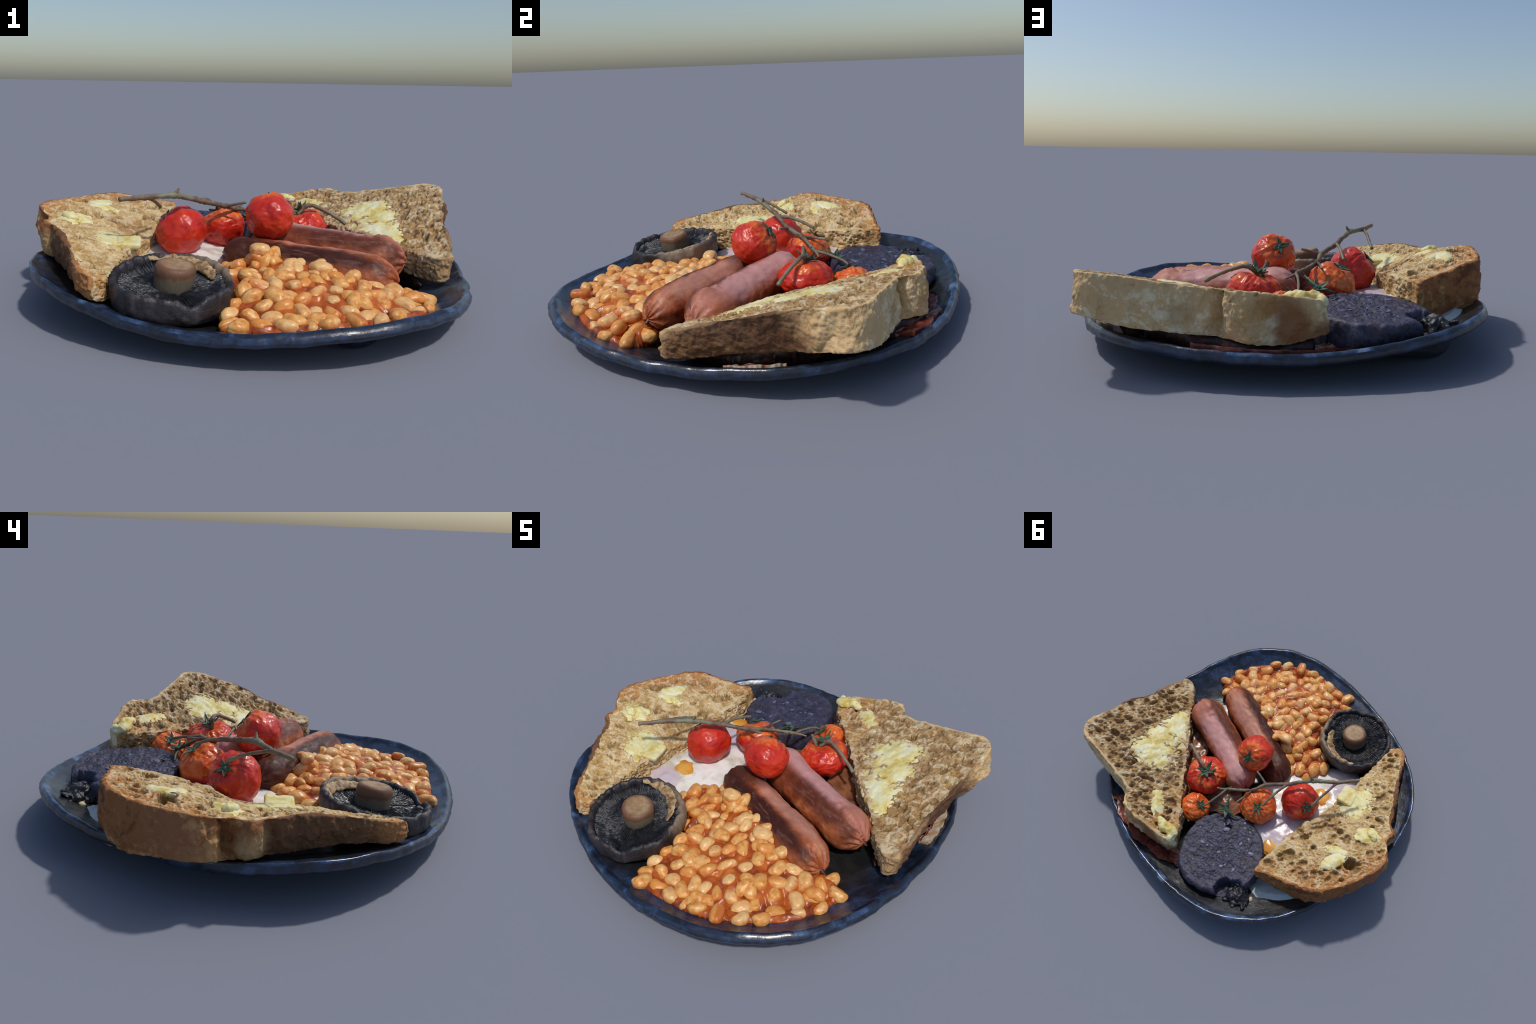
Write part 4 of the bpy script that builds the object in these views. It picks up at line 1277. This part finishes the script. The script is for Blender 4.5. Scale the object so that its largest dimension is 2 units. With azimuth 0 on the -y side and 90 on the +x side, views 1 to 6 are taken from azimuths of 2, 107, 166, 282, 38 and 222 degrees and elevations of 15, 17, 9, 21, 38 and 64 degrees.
# ==================================================================== bacon ===
def build_bacon(path, width, seed, label, lean, fat_from=0.62, fat_to=0.84, browned=0.0):
    org = tuple(np.mean(np.array(path)[:, :3], 0))
    o = thing("bacon_or_filler", org, label, "bacon")
    P = spline(path, 90)
    T = np.gradient(P[:, :2], axis=0)
    T /= np.linalg.norm(T, axis=1, keepdims=True)
    m = 34
    rows_t, rows_b = [], []
    for k in range(len(P)):
        s = np.linspace(-0.5, 0.5, m)
        side = np.array([-T[k, 1], T[k, 0]])
        w = width * (1 + 0.14 * math.sin(k * 0.31 + seed) + 0.06 * math.sin(k * 0.9))
        x, y = P[k, 0] + side[0] * s * w, P[k, 1] + side[1] * s * w
        Q = xyz(x, y)
        z = np.maximum(P[k, 2] + lean * s + 0.014 * fbm(Q, 8, 3, seed), plate_z(x, y) + 0.008) + 0.004 * fbm(Q, 28, 2, seed + 1)
        rows_t.append(xyz(x, y, z + 0.012))
        rows_b.append(xyz(x, y, z - 0.008)[::-1])
    V, F = loft([np.concatenate([a, b]) for a, b in zip(rows_t, rows_b)])
    n = 2 * m
    col_of = []
    for f in F:
        i = min(f) % n
        j = i if i < m else n - 1 - i
        col_of.append(1 if j > m * fat_from and j < m * fat_to or (j > m * 0.94 and not browned) else 0)
    p = Paint("bacon_meat", org)
    mc = p.ramp(p.noise(16, 5, 0.65, 0.6, p.scaled((1, 1, 2))), [(0.36, (0.075, 0.014, 0.011)), (0.5, (0.17, 0.032, 0.022)), (0.64, (0.30, 0.080, 0.045))])
    mc = p.mix(browned, mc, p.ramp(p.noise(12, 4), [(0.38, (0.13, 0.045, 0.020)), (0.6, (0.32, 0.13, 0.06))]))
    p.bump(p.noise(60, 4, 0.6), 0.3, 0.006)
    meat = p.set(color=mc, rough=0.3, spec=0.5, coat=0.2)
    q = Paint("bacon_fat", org)
    fc = q.ramp(q.noise(14, 4, 0.6, 0.5), [(0.38, (0.46, 0.20, 0.08)), (0.5, (0.58, 0.42, 0.26)), (0.65, (0.66, 0.60, 0.50))])
    fat = q.set(color=fc, rough=0.25, spec=0.5, coat=0.2)
    split_body(o, V, F, col_of, ("meat", "fat"), (meat, fat))


build_bacon([(0.90, 0.13, 0.070), (0.91, 0.20, 0.080), (0.905, 0.28, 0.082), (0.885, 0.36, 0.075)], 0.055, 4, "crisp end of rasher with pale fat poking out under toast", 0.03, -1, 0.75)
build_bacon([(0.56, 0.735, 0.10), (0.40, 0.80, 0.090), (0.22, 0.815, 0.080), (0.02, 0.775, 0.080), (-0.05, 0.73, 0.08)], 0.12, 9, "dark red streaky rasher with wavy edge", 0.015)
build_bacon([(0.63, 0.00, 0.065), (0.53, 0.12, 0.065), (0.42, 0.24, 0.088), (0.31, 0.35, 0.105), (0.16, 0.37, 0.125), (0.05, 0.31, 0.125), (-0.02, 0.22, 0.125)], 0.17, 15, "brown rasher lying between sausage and toast", 0.03, 2, 3, 0.85)  # far end is added filler for the dark gap between the tomatoes


def build_toast_filler():
    """dark filler added under the toast, standing in for the shaded gap there"""
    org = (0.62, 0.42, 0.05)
    o = thing("bacon_or_filler", org, "dark filler added in the shaded gap under the toast", "bacon")
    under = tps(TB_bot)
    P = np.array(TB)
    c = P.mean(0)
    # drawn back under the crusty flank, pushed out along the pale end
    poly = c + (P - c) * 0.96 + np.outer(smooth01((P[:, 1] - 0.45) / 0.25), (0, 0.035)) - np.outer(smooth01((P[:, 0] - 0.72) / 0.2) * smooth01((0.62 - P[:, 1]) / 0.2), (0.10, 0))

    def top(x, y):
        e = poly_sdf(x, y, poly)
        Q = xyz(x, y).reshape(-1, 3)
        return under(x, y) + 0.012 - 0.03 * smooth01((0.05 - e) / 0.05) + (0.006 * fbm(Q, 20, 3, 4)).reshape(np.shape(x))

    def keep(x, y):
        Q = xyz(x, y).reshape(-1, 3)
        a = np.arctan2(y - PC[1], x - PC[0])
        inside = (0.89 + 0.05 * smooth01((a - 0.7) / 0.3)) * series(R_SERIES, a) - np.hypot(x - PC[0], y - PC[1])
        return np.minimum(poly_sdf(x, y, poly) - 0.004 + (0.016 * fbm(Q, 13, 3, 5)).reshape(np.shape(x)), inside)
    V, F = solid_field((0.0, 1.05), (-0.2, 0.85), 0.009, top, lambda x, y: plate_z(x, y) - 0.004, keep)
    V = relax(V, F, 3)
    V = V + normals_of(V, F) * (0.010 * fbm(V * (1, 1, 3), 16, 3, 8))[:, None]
    p = Paint("filler_dark", org)
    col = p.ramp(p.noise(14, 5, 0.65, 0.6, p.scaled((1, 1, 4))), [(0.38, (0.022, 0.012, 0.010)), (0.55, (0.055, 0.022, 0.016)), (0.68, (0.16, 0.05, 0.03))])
    child("toast_filler", o, V, F, p.set(color=col, rough=0.4, spec=0.4))


build_toast_filler()


# ============================================================== baked beans ===
HEAP = [(-0.055, -0.80), (-0.045, -0.845), (0.05, -0.868), (0.17, -0.862), (0.27, -0.858), (0.37, -0.835), (0.46, -0.785), (0.55, -0.727), (0.62, -0.665), (0.69, -0.585), (0.73, -0.49), (0.757, -0.385), (0.735, -0.315),
        (0.66, -0.30), (0.58, -0.27), (0.40, -0.26), (0.15, -0.16), (-0.02, -0.10), (-0.14, -0.115), (-0.25, -0.20), (-0.29, -0.30), (-0.24, -0.37), (-0.12, -0.42), (-0.07, -0.53), (-0.06, -0.66), (-0.075, -0.74)]
heap_h = tps([(-0.03, -0.79, 0.092), (0.10, -0.82, 0.088), (0.27, -0.82, 0.084), (0.46, -0.74, 0.072), (0.62, -0.62, 0.064), (0.73, -0.42, 0.058), (0.64, -0.42, 0.082), (0.537, -0.443, 0.122), (0.36, -0.40, 0.152),
              (0.312, -0.355, 0.165), (0.24, -0.534, 0.160), (0.12, -0.684, 0.138), (0.35, -0.66, 0.130), (0.48, -0.56, 0.125), (0.05, -0.45, 0.158), (-0.05, -0.55, 0.14), (-0.20, -0.27, 0.132), (-0.08, -0.15, 0.128),
              (0.06, -0.25, 0.170), (0.18, -0.25, 0.175), (-0.05, -0.32, 0.150)])


def sauce_top(x, y):
    s = poly_sdf(x, y, HEAP)
    P = xyz(x, y).reshape(-1, 3)
    f = np.clip(s / 0.05, -0.5, 1)
    base = plate_z(x, y)
    nz = (0.008 * fbm(P, 13, 3, 7)).reshape(np.shape(x))
    return base + np.maximum(heap_h(x, y) + nz - base, 0.010) * np.where(f > 0, np.sqrt(np.clip(f * (2 - f), 0, 1)), 0.4 * f)


BEAN_GAP = 0.77


def build_beans():
    org = (0.25, -0.52, 0.07)
    o = thing("baked_beans", org, "heap of pale haricot beans in orange tomato sauce", "baked beans")
    p = Paint("tomato_sauce", org)
    col = p.ramp(p.noise(12, 4, 0.6, 0.6), [(0.36, (0.22, 0.036, 0.005)), (0.48, (0.40, 0.078, 0.008)), (0.60, (0.52, 0.125, 0.014)), (0.72, (0.62, 0.22, 0.040))])
    p.bump(p.noise(20, 3, 0.5), 0.3, 0.01)
    sauce_paint = p.set(color=col, rough=0.34, spec=0.45, coat=0.1, coat_rough=0.15)
    # bean: plump kidney, a few shapes shared by all
    kinds = []
    v, f = BALL[4]
    for s in range(5):
        r = np.random.RandomState(40 + s)
        L, W, T = 0.0475 * r.uniform(0.90, 1.06), 0.0315 * r.uniform(0.94, 1.08), 0.0295
        # blunt, pillowy ends: a super-ellipsoid
        U = v / (np.abs(v) ** 2.5).sum(1, keepdims=True) ** (1 / 2.5) * (L, W, T)
        t = v[:, 0]
        U[:, 1] += (0.006 + 0.007 * r.rand()) * (t ** 2) - 0.004
        U[:, 1] *= 1 + 0.10 * r.normal() * t
        U += normals_of(U, f) * (0.0022 * fbm(v, 1.6, 2, s) - 0.0016 * np.exp(-(v[:, 2] / 0.10) ** 2) * (s % 2))[:, None]
        kinds.append(mesh_from("bean", U, f))
    b = Paint("bean_skin")
    rnd = b.random()
    n1 = b.noise(22, 3, 0.6, 0.3)
    base = b.ramp(n1, [(0.34, (0.60, 0.20, 0.034)), (0.45, (0.73, 0.34, 0.085)), (0.56, (0.79, 0.44, 0.145)), (0.70, (0.84, 0.60, 0.31))])
    base = b.mix(b.math("MULTIPLY", b.step(rnd, 0.05, 0.40, 1.0, 0.0), 0.5), base, (0.84, 0.60, 0.29))
    col = b.mix(b.math("MULTIPLY", b.step(rnd, 0.55, 1.0), 0.65), base, (0.68, 0.25, 0.045))
    col = b.mix(b.math("MULTIPLY", b.step(b.noise(30, 3, 0.6), 0.58, 0.72), 0.40), col, (0.62, 0.18, 0.028))
    # sauce coats the lower half of each bean, with a wandering tide line
    low = b.step(b.math("ADD", b.axis(2, b.local), b.math("MULTIPLY", b.math("SUBTRACT", b.noise(26, 3, 0.6), 0.5), 0.05)), -0.016, 0.018, 1.0, 0.0)
    col = b.mix(b.math("MULTIPLY", low, 0.8), col, (0.54, 0.13, 0.018))
    b.bump(b.noise(45, 3, 0.5), 0.10, 0.004)
    bm_ = b.set(color=col, rough=0.36, spec=0.45, sss=0.10, sss_scale=0.012, sss_radius=(1, 0.5, 0.2))
    r = np.random.RandomState(23)
    placed, beds = [], []

    def put(x, y, z, yaw, pitch, roll, s):
        M = Matrix.Translation((x - org[0], y - org[1], z - org[2])) @ Matrix.Rotation(yaw, 4, "Z") @ Matrix.Rotation(pitch, 4, "Y") @ Matrix.Rotation(roll, 4, "X") @ Matrix.Scale(s, 4)
        part("bean", o, kinds[r.randint(5)], bm_, M)
    def clear_of_sausage(x, y, gap):
        return (x < -0.10) | (x > 0.63) | (y < -0.177 - 0.381 * x - gap)
    # first layer: darts thrown into the outline, each bean keeping clear of its neighbours
    C = np.stack([r.uniform(-0.30, 0.78, 24000), r.uniform(-0.88, -0.10, 24000)], 1)
    S = poly_sdf(C[:, 0], C[:, 1], HEAP)
    keep = (S > 0.010) & clear_of_sausage(C[:, 0], C[:, 1], -0.03)
    C, S = C[keep], S[keep]
    Zs = sauce_top(C[:, 0], C[:, 1])
    for (x, y), sd, z in zip(C, S, Zs):
        yaw = r.uniform(0, TAU)
        d = np.array([math.cos(yaw), math.sin(yaw)])
        if placed:
            Q = np.array([q[:2] for q in placed]) - (x, y)
            D = np.array([q[2:] for q in placed])
            dd = np.hypot(Q[:, 0], Q[:, 1])
            u = Q / np.maximum(dd, 1e-6)[:, None]
            need = BEAN_GAP * (0.060 + 0.017 * np.abs(u @ d) + 0.017 * np.abs((u * D).sum(1)))
            if (dd < need).any():
                continue
        placed.append((x, y, d[0], d[1]))
        beds.append((x, y, yaw))
        lift = 0.010 + r.uniform(-0.007, 0.009)
        put(x, y, z + lift, yaw, r.normal() * 0.22, r.normal() * 0.5, r.uniform(0.84, 1.12))
    # second layer, riding on the others
    C = np.stack([r.uniform(-0.05, 0.70, 400), r.uniform(-0.80, -0.20, 400)], 1)
    keep = (poly_sdf(C[:, 0], C[:, 1], HEAP) > 0.06) & clear_of_sausage(C[:, 0], C[:, 1], 0.01)
    C = C[keep][:13]
    for (x, y), z in zip(C, sauce_top(C[:, 0], C[:, 1])):
        put(x, y, z + 0.026, r.uniform(0, TAU), r.normal() * 0.35, r.normal() * 0.5, r.uniform(0.88, 1.05))
    # little pile that climbs onto the sausage
    for x, y, z, yaw, pi, ro, s in [(0.043, -0.252, 0.246, 0.2, 0.1, 0, 1.05), (0.035, -0.262, 0.205, 1.2, 0.9, 0.3, 0.95), (0.060, -0.275, 0.200, 0.6, -0.9, 0.2, 0.95), (0.10, -0.235, 0.222, 1.2, -0.5, 0, 0.95),
                                    (0.108, -0.25, 0.195, 0.5, 0.8, 0, 0.9), (0.015, -0.24, 0.205, 2.2, 0.4, 0, 0.95), (0.30, -0.345, 0.195, 0.2, 0.15, 0, 1.1), (0.355, -0.395, 0.172, 0.9, 0.3, 0.4, 1.0)]:
        put(x, y, z, yaw, pi, ro, s)

    # sauce clings to the beans: it creeps up round each one
    B = np.array(beds)

    def bedded(x, y):
        h = sauce_top(x, y)
        c, sn = np.cos(B[:, 2]), np.sin(B[:, 2])
        px, py = np.ravel(x), np.ravel(y)
        lift = np.zeros(len(px))
        for bx, by, ca, sa in zip(B[:, 0], B[:, 1], c, sn):
            m = np.nonzero((np.abs(px - bx) < 0.09) & (np.abs(py - by) < 0.09))[0]
            ux, uy = px[m] - bx, py[m] - by
            e = np.hypot((ux * ca + uy * sa) / 0.052, (-ux * sa + uy * ca) / 0.034)
            lift[m] = np.maximum(lift[m], 0.021 * smooth01((1.6 - e) / 0.7))
        inside = smooth01(poly_sdf(x, y, HEAP) / 0.03)
        return h + lift.reshape(np.shape(x)) * inside
    V, F = solid_field((-0.36, 0.82), (-0.92, -0.04), 0.0055, bedded, lambda x, y: plate_z(x, y) - 0.012, lambda x, y: poly_sdf(x, y, HEAP) - 0.004)
    child("tomato_sauce", o, V, F, sauce_paint)


build_beans()
